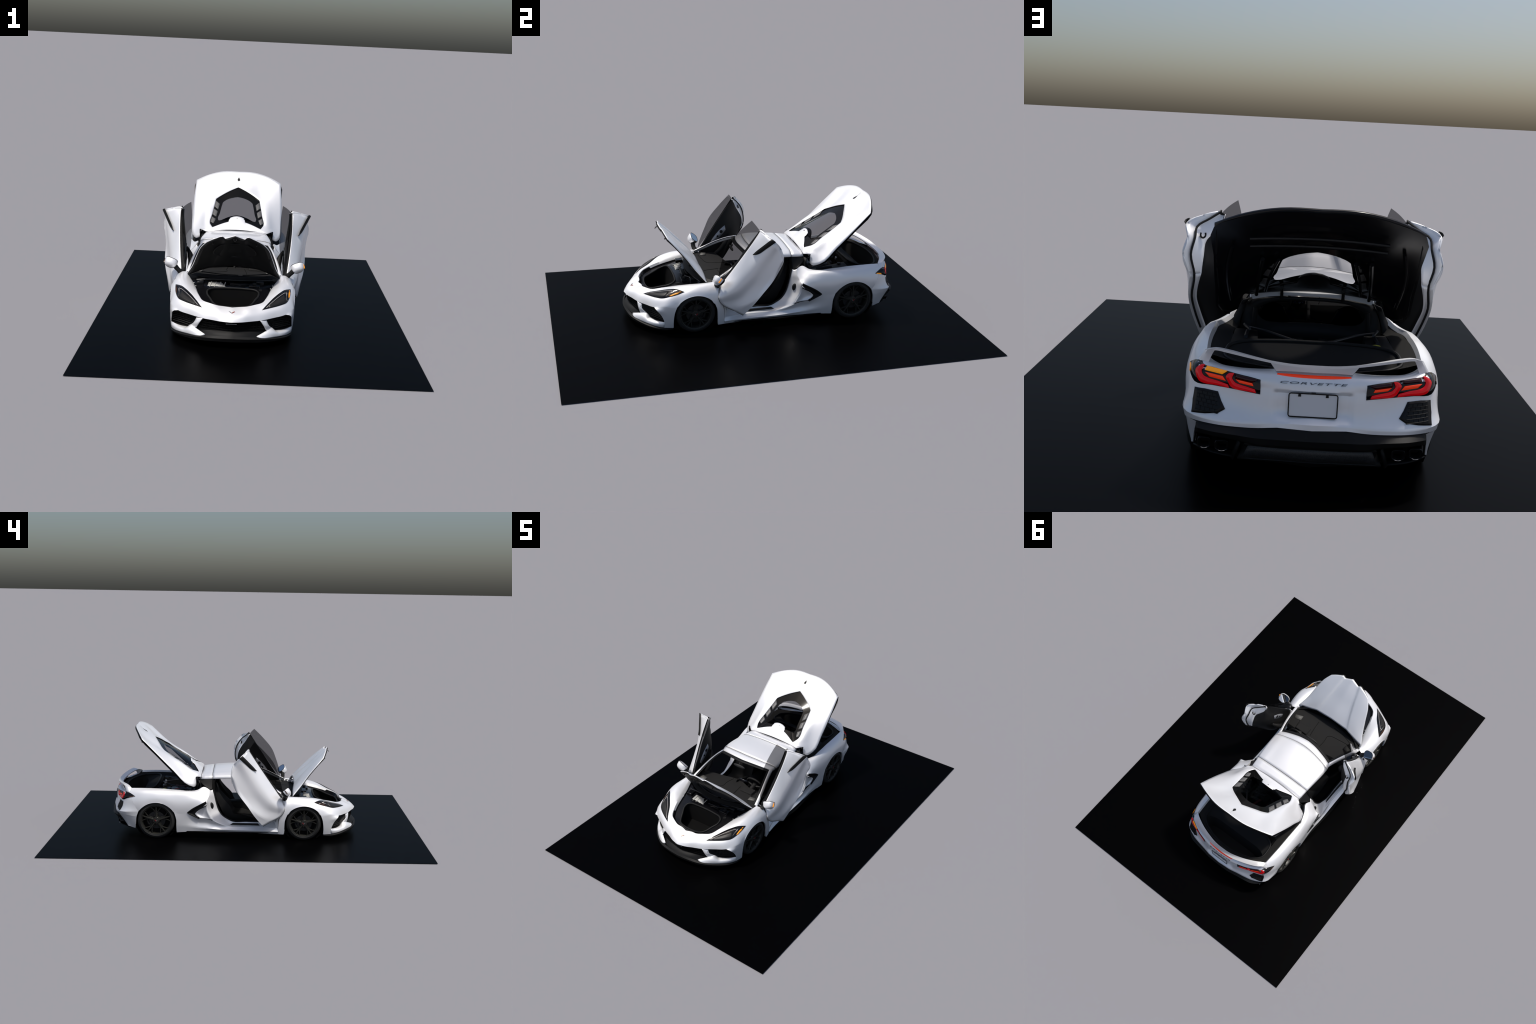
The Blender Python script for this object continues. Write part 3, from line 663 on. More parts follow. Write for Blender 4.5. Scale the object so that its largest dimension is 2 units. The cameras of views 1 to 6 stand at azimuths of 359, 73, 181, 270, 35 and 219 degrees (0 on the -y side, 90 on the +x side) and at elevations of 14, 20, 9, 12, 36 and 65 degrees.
pair("body_intake", bo, BLACK, car, solid=.004)

# ================================================================== TAIL
tail_rows = [
    [(0, .650, .256), (.07, .645, .255), (.110, .636, .250), (.160, .620, .246), (.200, .602, .247), (.222, .586, .256), (.229, .575, .267)],
    [(0, .668, .248), (.07, .664, .247), (.110, .657, .246), (.160, .641, .247), (.205, .619, .248), (.236, .597, .250), (.247, .577, .250)],
    [(0, .6745, .236), (.07, .671, .236), (.113, .663, .236), (.157, .650, .241), (.205, .629, .242), (.250, .602, .2365), (.2625, .572, .226)],
    [(0, .678, .220), (.07, .674, .220), (.112, .663, .220), (.156, .651, .222), (.203, .633, .223), (.249, .609, .222), (.266, .571, .210)],
    [(0, .680, .205), (.07, .677, .205), (.112, .665, .204), (.155, .651, .206), (.201, .635, .208), (.247, .614, .208), (.269, .569, .193)],
    [(0, .683, .172), (.07, .680, .170), (.112, .671, .168), (.155, .659, .166), (.200, .648, .166), (.250, .624, .166), (.272, .563, .172)],
    [(0, .694, .155), (.07, .688, .154), (.112, .680, .147), (.155, .672, .144), (.200, .661, .142), (.261, .628, .146), (.2745, .548, .150)],
    [(0, .694, .143), (.07, .690, .145), (.112, .680, .138), (.155, .672, .135), (.200, .661, .134), (.257, .626, .132), (.2735, .5450, .120)]]
qe = refine(np.array(quarter_cols[-1], float), 12)      # rear edge of the quarter panel
tail_rows.insert(4, [tuple(lerp(a, b, .5)) for a, b in zip(tail_rows[3], tail_rows[4])])
for r_ in tail_rows: r_.insert(2, tuple(lerp(r_[1], r_[2], .38)))
for i_ in (4, 5, 6):                                     # sunken field for the number plate
    for j_ in (0, 1): x_, y_, z_ = tail_rows[i_][j_]; tail_rows[i_][j_] = (x_, y_ - .0065, z_)
for r_, k_ in zip(tail_rows, (0, 12, 24, 26, 27, 28, 32, 36)): r_[-1] = tuple(qe[k_])
tb = rear
tb.patch(tail_rows, 4, 5, sr=(3, 4, 7), sc=(1, 2), mi=2)
tb.patch([[(.238, .643, .131), (.257, .626, .132), (.268, .590, .126), (.2735, .5450, .120)], [(.246, .615, .098), (.252, .608, .098), (.262, .580, .095), (.268, .549, .090)], [(.249, .594, .066), (.250, .594, .066), (.255, .575, .060), (.258, .552, .053)]], 4, 4, mi=2)
shell(rear.whole(), {0: ("quarter_panel", False), 1: ("rocker_panel", False), 2: ("bumper", True)}, PAINT, car)

# black valance / diffuser
va = Geo().patch([
    [(0, .684, .149), (.07, .681, .150), (.112, .672, .144), (.155, .664, .141), (.200, .654, .140), (.240, .634, .137)],
    [(0, .693, .141), (.07, .689, .142), (.112, .6795, .136), (.155, .6715, .133), (.200, .661, .132), (.240, .642, .130)],
    [(0, .700, .122), (.07, .698, .122), (.112, .691, .120), (.155, .685, .122), (.200, .676, .123), (.240, .650, .121)],
    [(0, .692, .104), (.07, .691, .104), (.112, .686, .103), (.150, .674, .106), (.200, .662, .108), (.242, .638, .106)]], 4, 5, sr=(1, 2), face=(0, 1, 0))
va.patch([[(.242, .634, .106), (.238, .643, .131)], [(.249, .594, .066), (.247, .600, .075)]], 2, 2)
va.patch([[(0, .688, .103), (.08, .686, .102), (.135, .674, .100)], [(0, .660, .085), (.08, .658, .085), (.14, .650, .085)], [(0, .674, .066), (.06, .671, .066), (.15, .655, .060)], [(0, .662, .052), (.06, .650, .053), (.150, .636, .050)], [(0, .56, .04), (.06, .56, .04), (.16, .56, .04)]], 3, 4, sr=(1, 2, 3), face=(0, 1, 0))
va.patch([[(.150, .664, .106), (.146, .672, .100)], [(.166, .640, .056), (.160, .646, .052)]], 2, 2, face=(1, .5, 0))
va.patch([[(.150, .655, .106), (.242, .630, .106)], [(.155, .610, .098), (.240, .595, .095)], [(.160, .61, .060), (.245, .59, .064)]], 2, 2, face=(0, 1, 0))
va.patch([[(.160, .648, .062), (.205, .640, .066), (.248, .600, .066)], [(.160, .60, .056), (.205, .59, .056), (.245, .58, .056)]], 1, 2, face=(0, 0, 1))
make("diffuser_panel", va.whole(), BLACK, car, solid=.003)
dm = Geo().patch([[(0, .677, .098), (.08, .675, .097), (.128, .667, .095)], [(0, .674, .068), (.06, .671, .068), (.14, .658, .064)]], 2, 3, face=(0, 1, 0))
make("diffuser_mesh", dm.whole(), MESH_DARK, car, solid=.002)
ex = Geo()
for x, y in ((.184, .650), (.222, .638)):
    for a, mi in ((.0125, 0), (.0105, 1)):
        loop = [(x + a * 1.15 * np.sign(math.cos(t)) * abs(math.cos(t)) ** .6, y, .084 + a * .95 * np.sign(math.sin(t)) * abs(math.sin(t)) ** .6) for t in np.linspace(0, 2 * math.pi, 28)]
        ex.patch([[V(*p) + V(0, 0 if not mi else -.0005, 0) for p in loop], [V(*p) + V(0, -.03, 0) for p in loop]], 1, 1, mi=mi, face=None)
pair("exhaust_tip", ex, [material("dark_chrome", (.03, .03, .032), .25, 1.0), DARK], car, solid=.0016)
eg = Geo()  # bottom glint on each tip, modelled as a thin chrome arc
for x, y in ((.184, .650), (.222, .638)):
    eg.tube([(x + .0135 * math.cos(t), y + .0005, .084 + .0115 * math.sin(t)) for t in np.linspace(math.radians(215), math.radians(325), 9)], [.0018, .0007, .0005, .0007, .0018], 6, 1)
pair("exhaust_glint_arc", eg, CHROME, car)

# spoiler: raised strip with open slots, solid in the middle
wf = [(0, .648, .2640), (.045, .646, .2645), (.09, .637, .2690), (.135, .624, .2745), (.178, .606, .2785), (.207, .590, .2775), (.229, .575, .2690)]
wr = [(0, .669, .2730), (.045, .668, .2735), (.09, .662, .2765), (.135, .650, .2805), (.178, .636, .2845), (.205, .624, .2855), (.230, .600, .2735)]
wl = [V(*p) + V(0, -.001, -.0055) for p in wr]; wfl = [V(*p) + V(0, .002, -.005) for p in wf]
spo = Geo().patch([wfl, wf, [lerp(a, b, .5) + V(0, 0, -.0015) for a, b in zip(wf, wr)], wr, wl, wfl], 3, 5, sr=(1, 3, 4), face=(0, .2, 1))
# end foot and centre pylon
spo.patch([[wr[5], wr[6], wf[6]], [(.214, .612, .268), (.236, .597, .262), (.235, .578, .262)], [(.222, .606, .248), (.242, .594, .249), (.245, .577, .250)]], 3, 3, face=(1, .3, .3))
spo.patch([wl[:3], [(0, .666, .2565), (.045, .664, .2565), (.078, .658, .2535)]], 2, 4, face=(0, 1, 0))
spo.patch([[wl[2], wfl[2]], [(.078, .658, .252), (.080, .640, .252)]], 2, 2, face=(1, 0, 0))
make("spoiler", spo.whole(), PAINT, car, angle=30)

# high brake light, lettering, plate
tail_skin = Skin(rear.whole())
bk = ribbon(tail_skin, [(-.075, .67, .2530), (-.04, .67, .2525), (0, .67, .2520), (.04, .67, .2525), (.075, .67, .2530)], [(-.076, .67, .2500), (-.04, .67, .2465), (0, .67, .2455), (.04, .67, .2465), (.076, .67, .2500)], (0, 1, .3), .0007)
make("brake_light", bk, ORANGE, car, solid=.001)
def lettering(txt, width, h):
    cu = bpy.data.curves.new("lettering", 'FONT'); cu.body = txt; cu.size = 1; cu.extrude = .02; cu.align_x = 'CENTER'; cu.space_character = 1.12; cu.shear = .25
    o = bpy.data.objects.new("lettering", cu); bpy.context.collection.objects.link(o)
    dg = bpy.context.evaluated_depsgraph_get(); me = bpy.data.meshes.new_from_object(o.evaluated_get(dg))
    bpy.data.objects.remove(o)
    co = np.array([v.co for v in me.vertices]); lo, hi = co.min(0), co.max(0)
    for v in me.vertices:
        u = (v.co.x - (lo[0] + hi[0]) / 2) / (hi[0] - lo[0]); w = (v.co.y - lo[1]) / (hi[1] - lo[1]); d = (v.co.z - lo[2]) / (hi[2] - lo[2])
        x = -u * width
        v.co = tail_skin.at((x, .68, .2345 + w * h), (0, 1, .15), d * .0012 + .0003)
    return me
me = lettering("CORVETTE", .137, .0044); me.materials.append(material("dark_chrome_letters", (.10, .10, .105), .3, .6))
lo = bpy.data.objects.new("lettering", me); bpy.context.collection.objects.link(lo); lo.parent = car
pl = Geo().box((0, .6795, .192), (.098, .002, .048)); plate = make("number_plate", pl, PLATE, car, bevel=.0008)
pf = Geo(); w, h = .0495, .0248
rr = .004; loop = []
for cx, cz, a0 in ((w - rr, h - rr, 0), (-w + rr, h - rr, 90), (-w + rr, -h + rr, 180), (w - rr, -h + rr, 270)):
    for a in (0, 45, 90): t = math.radians(a0 + a); loop.append((cx + rr * math.cos(t), .6812, .192 + cz + rr * math.sin(t)))
pf.tube(loop, .0013, 6, 1, closed=True)
for sx in (-1, 1): pf.box((sx * .028, .6812, .2135), (.006, .0025, .006), taper=.8)
pf.box((0, .6815, .218), (.009, .003, .003))
make("plate_frame", pf, BLACK, plate)
# tail lights: two-chamber lens set into black bezel, wrapping to the flank
tl_top = [(.109, .665, .2352), (.135, .658, .2385), (.1626, .648, .2411), (.205, .6300, .2440), (.235, .6150, .2454), (.2489, .6050, .2500), (.264, .550, .2310)]
tl_bot = [(.1081, .666, .2049), (.140, .6575, .2063), (.1733, .645, .2078), (.210, .631, .2079), (.2478, .6125, .2079), (.257, .5950, .2170), (.264, .550, .2295)]
def TL(u, v, lift):
    A = refine(np.array(tl_top), 6); B = refine(np.array(tl_bot), 6); k = u * 6; i = min(int(k), len(A) - 2); t = k - i
    a = A[i] * (1 - t) + A[i + 1] * t; b = B[i] * (1 - t) + B[i + 1] * t
    n = V(.25 + .12 * u, 1 - .12 * u, .05); n /= np.linalg.norm(n)
    return tail_skin.at(a * (1 - v) + b * v, n if u < 5.2 else V(1, .25, .1), lift)
tlg = Geo().patch([[TL(u, v, .0012) for u in np.linspace(0, 6, 25)] for v in (0, .33, .66, 1)], 1, 1, face=(.3, 1, 0))
TLo = pair("tail_light", tlg, LENS, car, solid=.005)
def xz(pts): return [(x, .65, z) for x, z in pts]
def lit(name, A, B, mat, lift=.0026, side=None):
    gg = ribbon(tail_skin, xz(A), xz(B), (.2, 1, 0), lift, m=3)
    if side == 'right': return make(name, gg, mat, TLo[0], solid=.001)
    return pair(name, gg, mat, (TLo[0], TLo[1]), solid=.001)
lit("red_light_bar", [(.2414, .244), (.2519, .2369), (.2546, .2319), (.2505, .2211), (.244, .2127), (.2349, .2098), (.2043, .210), (.1739, .2083)],
    [(.2343, .2449), (.2373, .2399), (.2397, .2344), (.2375, .2286), (.2329, .2247), (.2264, .2224), (.2009, .2195), (.1767, .2152)], RED)
lit("red_light_bar", [(.171, .2403), (.1782, .2371), (.1817, .2316), (.177, .2226), (.1711, .2132), (.1636, .2092), (.1394, .208), (.1136, .2068)],
    [(.1638, .2409), (.1654, .237), (.1676, .2304), (.1643, .2261), (.1599, .222), (.1544, .2205), (.1338, .2169), (.1169, .2137)], RED)
lit("orange_light", [(.2306, .2327), (.21, .2322), (.1891, .2315)], [(.2201, .2250), (.201, .2240), (.1819, .2229)], ORANGE)
lit("orange_light", [(.159, .2295), (.141, .2280), (.1229, .2264)], [(.1509, .2235), (.1355, .2221), (.1202, .2207)], ORANGE)
lit("deep_red_light", [(.1625, .2399), (.137, .2375), (.1108, .2350)], [(.1609, .2304), (.143, .2284), (.1235, .2264)], DEEPRED, .0020)
lit("turn_signal", [(.2285, .2437), (.204, .2431), (.1791, .2422)], [(.2314, .2362), (.211, .2357), (.1904, .2350)], AMBER, .0026, 'right')
dl = ribbon(tail_skin, xz([(.2285, .2437), (.204, .2431), (.1791, .2422)]), xz([(.2314, .2362), (.211, .2357), (.1904, .2350)]), (.2, 1, 0), .002, m=3)
make("deep_red_light", dl.mirror(), DEEPRED, TLo[1], solid=.001)
gg = Geo(); gg.patch([[TL(5.3, .80, .0022), TL(5.55, .74, .0022), TL(5.85, .55, .0022)], [TL(5.25, 1, .0022), TL(5.5, 1, .0022), TL(5.85, 1, .0022)]], 1, 3, face=(1, .2, 0))
make("marker_light", gg, AMBER, TLo[0], solid=.001); make("marker_light", gg.mirror(), AMBER_OFF, TLo[1], solid=.001)

# rear vents
rv_o = [(.251, .6185, .197), (.226, .6340, .1985), (.200, .6475, .197), (.191, .6540, .180), (.182, .6590, .165), (.195, .6560, .156), (.222, .6480, .151), (.2525, .6285, .148), (.253, .6215, .172)]
rv = inlay(tail_skin, [(.2475, .62, .197), (.226, .63, .1985), (.200, .65, .197), (.190, .65, .180), (.181, .66, .165), (.195, .66, .156), (.222, .65, .151), (.2485, .63, .148), (.2490, .62, .172)], (.3, 1, 0), .0016)
RV = pair("bumper_vent", rv, material("vent_black", (.004, .004, .0045), .4, spec=.3), car, solid=.002)
fv = Geo()
for k in range(6):
    z = .156 + .0075 * k; xi = .192 + .002 * k
    fv.tube([tail_skin.at((x, .65, z + (x - .22) * .04), (.3, 1, 0), .002) for x in np.linspace(xi, .2465, 7)], .0010, 5, 1)
for k in range(6):
    for j in range(4):
        x = .200 + .0115 * j + .006 * (k % 2); z = .156 + .0075 * k
        if z < .19: fv.tube([tail_skin.at((x, .65, z), (.3, 1, 0), .002), tail_skin.at((x + .002, .65, z + .0075), (.3, 1, 0), .002)], .0008, 5, 1)
pair("vent_slats", fv, SATIN, (RV[0], RV[1]), kind="stuff")

# ================================================================== ENGINE BAY
bay = Geo()
bo_ = [(.190, .192, .258), (.206, .222, .246), (.228, .285, .247), (.229, .36, .253), (.229, .44, .258), (.227, .51, .258), (.222, .570, .257), (.178, .598, .254), (.128, .619, .253), (.07, .634, .250), (0, .644, .250)]
bi_ = [(.180, .20, .228), (.188, .235, .232), (.192, .29, .236), (.190, .36, .240), (.190, .44, .246), (.192, .50, .249), (.190, .553, .2465), (.163, .585, .2445), (.118, .605, .2435), (.065, .620, .243), (0, .626, .243)]
bay.patch([bo_, bi_], 2, 4, sc=(6,), face=(0, 0, 1))
make("bay_trim", bay.whole(), CARPET, car)
trk = [(0, .450, .2600), (.10, .452, .2590), (.155, .460, .2565), (.186, .482, .2530), (.192, .515, .2495), (.190, .553, .2465), (.163, .585, .2445), (.118, .605, .2435), (.065, .620, .243), (0, .626, .243)]
t1 = [(0, .525, .226), (.08, .525, .226), (.135, .527, .227), (.165, .535, .230), (.180, .545, .230), (.181, .560, .228), (.156, .582, .226), (.114, .601, .225), (.063, .616, .225), (0, .622, .225)]
t2 = [(0, .546, .150), (.08, .546, .150), (.125, .548, .150), (.148, .552, .150), (.160, .558, .150), (.160, .566, .150), (.142, .578, .150), (.104, .592, .150), (.058, .604, .150), (0, .610, .150)]
tub = Geo().patch([trk, t1, t2, [(0, .575, .149)] * 10], 2, 4, sr=(1, 2), face=(0, 0, 1))
make("luggage_tub", tub.whole(), CARPET, car)
rc = refine(np.array(trk), 4); rc = np.vstack([rc, (rc[1:-1] * V(-1, 1, 1))[::-1]]) + V(0, 0, .002)
make("tub_seal", Geo().tube(rc, .004, 8, 1, closed=True), SATIN, car)
eb = Geo().patch([[(0, .451, .2585), (.12, .453, .256), (.188, .480, .250)], [(0, .435, .257), (.12, .435, .254), (.19, .435, .246)], [(0, .430, .180), (.12, .430, .180), (.19, .430, .200)], [(0, .225, .165), (.12, .225, .165), (.185, .225, .185)]], 2, 2, sr=(1, 2), face=(0, 0, 1))
make("bay_floor", eb.whole(), DARK, car)
sh = Geo().patch([[(.190, .24, .232), (.190, .33, .238), (.190, .435, .246)], [(.135, .24, .228), (.13, .33, .234), (.13, .435, .250)], [(.125, .24, .170), (.12, .33, .170), (.12, .43, .185)]], 2, 3, sr=(1,), face=(0, 0, 1))
pair("strut_shelf", sh, SATIN, car)
cov = Geo().patch([[(.0, .25, .210), (.055, .25, .204), (.085, .25, .186)], [(0, .33, .218), (.06, .33, .212), (.09, .33, .192)], [(0, .41, .218), (.055, .41, .211), (.085, .41, .190)]], 4, 4)
cov.patch([[(.0, .41, .218), (.055, .41, .211), (.085, .41, .190)], [(0, .415, .17), (.055, .415, .17), (.085, .415, .17)]], 1, 3, face=(0, 1, 0))
make("engine_cover_plate", cov.whole(), GLOSSY, car)
rn = Geo()
for sx in (-1, 1):
    for k in range(4): rn.tube([(sx * .02, .265 + .04 * k, .217), (sx * .05, .268 + .04 * k, .212), (sx * .082, .27 + .04 * k, .195)], .006, 8, 3)
make("intake_runner", rn, BLACK, car)
em = Geo()
for sx in (-1, 1):
    em.prism([(sx * .018, .30, .2225), (sx * .03, .30, .2220), (sx * .05, .36, .2205), (sx * .038, .36, .2215)], (0, 0, .002))
make("engine_mark", em, DULL_RED, car, recalc=True)
br = Geo()
for sx in (-1, 1):
    br.tube([(sx * .165, .245, .238), (sx * .11, .31, .246), (sx * .05, .385, .248), (0, .43, .252)], .0032, 8, 2)
    br.tube([(sx * .168, .25, .245), (sx * .150, .33, .254)], .0035, 8, 1)
    br.tube([(sx * .158, .28, .236), (sx * .158, .36, .242)], .005, 8, 1)
make("strut_brace", br, material("dark_steel", (.06, .06, .065), .4, .7), car)
hb = Geo()
for sx in (-1, 1): hb.box((sx * .02, .415, .244), (.010, .012, .022)).box((sx * .06, .42, .244), (.012, .008, .014))
make("engine_bracket", hb, STEEL, car, bevel=.0015)
yc = Geo().tube([(-.150, .405, .2455), (-.150, .405, .2490)], .010, 16, 1); make("oil_cap", yc, YELLOW, car)
yc = Geo().tube([(.140, .405, .2455), (.140, .405, .2500)], .009, 16, 1); make("filler_cap", yc, SATIN, car)

fw = Geo()
wo = [(0, .212, .315), (.06, .212, .314), (.11, .211, .309), (.155, .210, .300), (.172, .211, .270), (.180, .213, .235), (.178, .215, .190), (.09, .215, .190), (0, .215, .190)]
wi = [(0, .214, .306), (.05, .214, .305), (.10, .213, .299), (.128, .213, .286), (.138, .213, .270), (.125, .214, .252), (.09, .215, .246), (.04, .215, .248), (0, .215, .249)]
fw.patch([wo, wi], 1, 3, face=(0, 1, 0)); make("bulkhead", fw.whole(), SATIN, car, solid=.003)
bw = Geo().patch([wi, [V(0, .214, .277)] * 9], 1, 3, face=(0, 1, 0)); make("bulkhead_window", bw.whole(), GLASS, car)
pst = Geo().tube([(.148, .222, .215), (.143, .225, .285)], .006, 10, 1); pair("bulkhead_post", pst, SATIN, car)
rh = Geo().patch([[(0, .205, .328), (.06, .205, .3275), (.11, .206, .325), (.155, .208, .313)], [(0, .214, .318), (.06, .214, .317), (.11, .214, .312), (.152, .214, .303)]], 2, 3, face=(0, 1, .2))
make("roof_header", rh.whole(), PAINT, car)
hg = Geo()
for sx in (-1, 1): hg.tube([(sx * .078, .214, .308), (sx * .078, .219, .325), (sx * .078, .230, .337), (sx * .078, .25, .345)], .0045, 6, 3)
make("lid_hinge", hg, BLACK, car)
sp_ = Geo().patch([[(.160, .207, .304), (.176, .222, .300)], [(.178, .214, .262), (.196, .205, .262)], [(.186, .222, .215), (.206, .226, .240)]], 3, 2, face=(1, .3, .5))
pair("bay_plate", sp_, SATIN, car, solid=.002)

# ================================================================== ENGINE COVER LID (modelled in its raised pose)
lid_cols = [
    [(0, .471, .510), (0, .502, .5285), (0, .536, .5505), (0, .567, .580)],
    [(.055, .445, .487), (.068, .486, .515), (.080, .530, .5490), (.088, .5645, .5785)],
    [(.098, .422, .464), (.118, .465, .489), (.144, .512, .5275), (.162, .5430, .5615)],
    [(.116, .408, .453), (.140, .430, .4665), (.186, .475, .5015), (.229, .515, .533)],
    [(.122, .370, .427), (.1445, .380, .4345), (.189, .410, .4475), (.2345, .440, .458)],
    [(.131, .310, .389), (.150, .312, .394), (.188, .333, .3865), (.236, .350, .367)],
    [(.139, .252, .352), (.156, .250, .349), (.190, .268, .329), (.229, .268, .287)],
    [(.133, .236, .346), (.1535, .234, .340), (.180, .243, .327), (.207, .236, .275)],
    [(.127, .224, .341), (.150, .222, .334), (.172, .231, .328), (.190, .230, .281)],
    [(.124, .220, .339), (.146, .215, .331), (.167, .220, .3275), (.187, .2335, .325)],
    [(.105, .226, .346), (.122, .214, .337), (.140, .209, .328), (.158, .206, .318)],
    [(.070, .240, .358), (.074, .226, .348), (.080, .216, .340), (.088, .2055, .3285)],
    [(.043, .249, .365), (.044, .232, .354), (.045, .219, .344), (.048, .205, .3320)],
    [(.040, .268, .379), (.030, .243, .364), (.025, .223, .349), (.022, .205, .3330)],
    [(.020, .272, .388), (.013, .246, .369), (.010, .224, .3505), (.009, .205, .3333)],
    [(0, .273, .391), (0, .247, .371), (0, .224, .351), (0, .205, .3335)]]
lid = Geo().patch(cols(lid_cols), 4, 4, sc=(3, 8, 9, 10, 12, 13), face=(.15, -.5, .85))
lid_o = make("engine_cover", lid.whole(), [PAINT, GLOSSY], car, solid=.006, solid_mat=1)
lid_o.modifiers["thickness"].material_offset_rim = 1
nl = V(0, -.55, .835)
I = [V(*c[0]) - nl * .004 for c in lid_cols]
gl = [(0, .418, .470), (.035, .412, .464), (.068, .397, .451), (.079, .386, .443), (.084, .360, .428), (.092, .310, .398), (.099, .272, .376), (.096, .265, .372), (.088, .264, .372), (.082, .266, .373), (.072, .270, .377), (.055, .278, .384), (.040, .284, .389), (.025, .288, .393), (.012, .290, .394), (0, .290, .395)]
Gp = [V(*p) - nl * .006 for p in gl]
wfm = Geo().patch([[V(*c[0]) for c in lid_cols], I, Gp], 1, 4, sc=(3, 8, 9, 10, 12, 13), face=(0, -.5, .85))
make("window_frame", wfm.whole(), FRAME_BLACK, lid_o, angle=25)
gw = Geo().patch([Gp, [lerp(p, V(0, p[1], p[2]), .5) + nl * .010 * min(1, p[0] / .07) for p in Gp], [V(0, p[1], p[2]) + nl * .013 * min(1, p[0] / .07) for p in Gp]], 3, 3, sc=(3,), face=(0, -.5, .85))
make("window_glass", gw.whole(), GLASS_LIGHT, lid_o)
lv = []
for a, b in ((.02, .27), (.36, .60), (.70, .92)):
    P0, P1 = V(.116, .400, .448), V(.139, .250, .352); Q0, Q1 = V(.094, .385, .441), V(.118, .245, .350)
    pts = [[lerp(P0, P1, t) - nl * .0015, lerp(Q0, Q1, t + .05) - nl * .002] for t in np.linspace(a, b, 4)]
    lg = Geo().patch(pts, 2, 2, face=(0, -.5, .85)); pair("window_louver", lg, MESH_LIGHT, lid_o, solid=.003)
# emblem dimple and ridge line, antenna mark
lid_skin = Skin(lid.whole())
ed = inlay(lid_skin, [(0, .514, .535), (.0075, .521, .5410), (.0045, .530, .5470), (0, .540, .5530), (-.0045, .530, .5470), (-.0075, .521, .5410)], nl, .001)
make("release_button", ed, SATIN, lid_o, solid=.001)
rl = Geo().tube([lid_skin.at((0, y, .56), nl, .0002) for y in (.538, .545, .552, .560)], .0005, 5, 1); make("crease_line", rl, STEEL, lid_o)
cm = Geo().ball((0, .262, .3835), (.0018, .004, .0025), n=5); make("washer_nozzle", cm, SATIN, lid_o)
# liner under the lid: inner shell, ribs, mesh
il = Geo().patch(cols([[V(*p) - nl * (.010 + .003 * (k in (1, 2))) for k, p in enumerate(c)] for c in lid_cols[:8]]), 3, 3, face=(0, .5, -.85))
make("lid_liner", il.whole(), GLOSSY, lid_o, angle=25)
rbs = Geo()
for t in (.2, .62):
    p = [V(x, .478 + .075 * t - .5 * x * x, .497 + .05 * t - .35 * x * x) - nl * .020 for x in np.linspace(-.15, .15, 9)]
    rbs.tube(p, .0045, 8, 2)
for sx in (-1, 1):
    rbs.tube([V(sx * .142, .225, .335) - nl * .018, V(sx * .134, .33, .404) - nl * .020, V(sx * .124, .42, .461) - nl * .020], .005, 8, 3)
    rbs.tube([V(sx * .120, .23, .345) - nl * .016, V(sx * .105, .33, .41) - nl * .018, V(sx * .088, .41, .458) - nl * .018], .004, 8, 3)
    rbs.tube([V(sx * .20, .30, .335) - nl * .018, V(sx * .205, .40, .425) - nl * .016, V(sx * .19, .47, .492) - nl * .016], .004, 8, 3)
make("lid_rib", rbs, GLOSSY, lid_o)
ds = Geo()
edge = [lerp(lid_cols[i][3], lid_cols[i][2], .12) - nl * .007 for i in range(0, 8)]; edge = [p * V(-1, 1, 1) for p in edge[:0:-1]] + edge
ds.tube(edge, .0035, 6, 4, sharp=(4, 10)); make("lid_seal", ds, BLACK, lid_o)

# ================================================================== DOORS (raised pose)
belt = [(.2455, -.228, .2250), (.258, -.175, .302), (.265, -.131, .367), (.269, -.088, .431), (.2675, -.047, .494)]
d1 = [(.268, -.2405, .200), (.279, -.178, .268), (.284, -.133, .332), (.289, -.088, .396), (.312, -.032, .4835)]
d2 = [(.282, -.2480, .172), (.303, -.178, .210), (.311, -.127, .255), (.320, -.083, .320), (.355, -.004, .4620)]
d3 = [(.283, -.2380, .148), (.303, -.150, .170), (.313, -.093, .228), (.327, -.043, .300), (.348, .026, .4280)]
d4 = [(.298, -.1750, .108), (.322, -.101, .154), (.329, -.051, .220), (.340, -.004, .288), (.3585, .040, .3800)]
d5 = [(.308, -.1330, .085), (.325, -.085, .145), (.340, -.046, .205), (.344, -.008, .256), (.336, .034, .3220)]
door = Geo().patch([belt, d1, d2, d3, d4, d5], 5, 6, sr=(4,), face=(1, 0, .2))
ib = [(.228, -.2300, .232), (.242, -.180, .300), (.249, -.136, .365), (.252, -.093, .428), (.252, -.048, .486)]
i1 = [(.232, -.2250, .200), (.237, -.165, .262), (.2365, -.120, .315), (.242, -.080, .372), (.262, -.036, .455)]
i2 = [(.232, -.2150, .160), (.231, -.140, .210), (.232, -.095, .262), (.246, -.050, .325), (.297, -.011, .4150)]
i3 = [(.248, -.1750, .120), (.250, -.105, .160), (.257, -.065, .212), (.274, -.028, .275), (.302, .012, .3720)]
i4 = [(.290, -.1330, .090), (.298, -.086, .146), (.312, -.048, .203), (.320, -.012, .252), (.306, .018, .3250)]
dr_end = Geo()
outc = [r[4] for r in (belt, d1, d2, d3, d4, d5)]
inc = [ib[4], i1[4], lerp(i1[4], i2[4], .6), i2[4], i3[4], i4[4]]
midc = [lerp(a, b, .45) + V(-.004, -.006, -.004) for a, b in zip(outc, inc)]
door.patch([outc, midc, inc], 3, 4, face=(0, 1, .4))
door.patch([d5, [lerp(a, b, .5) + V(0, -.003, -.002) for a, b in zip(d5, i4)], i4], 2, 6, face=(0, .5, -1))
D = pair("door", door, PAINT, car, solid=.003)
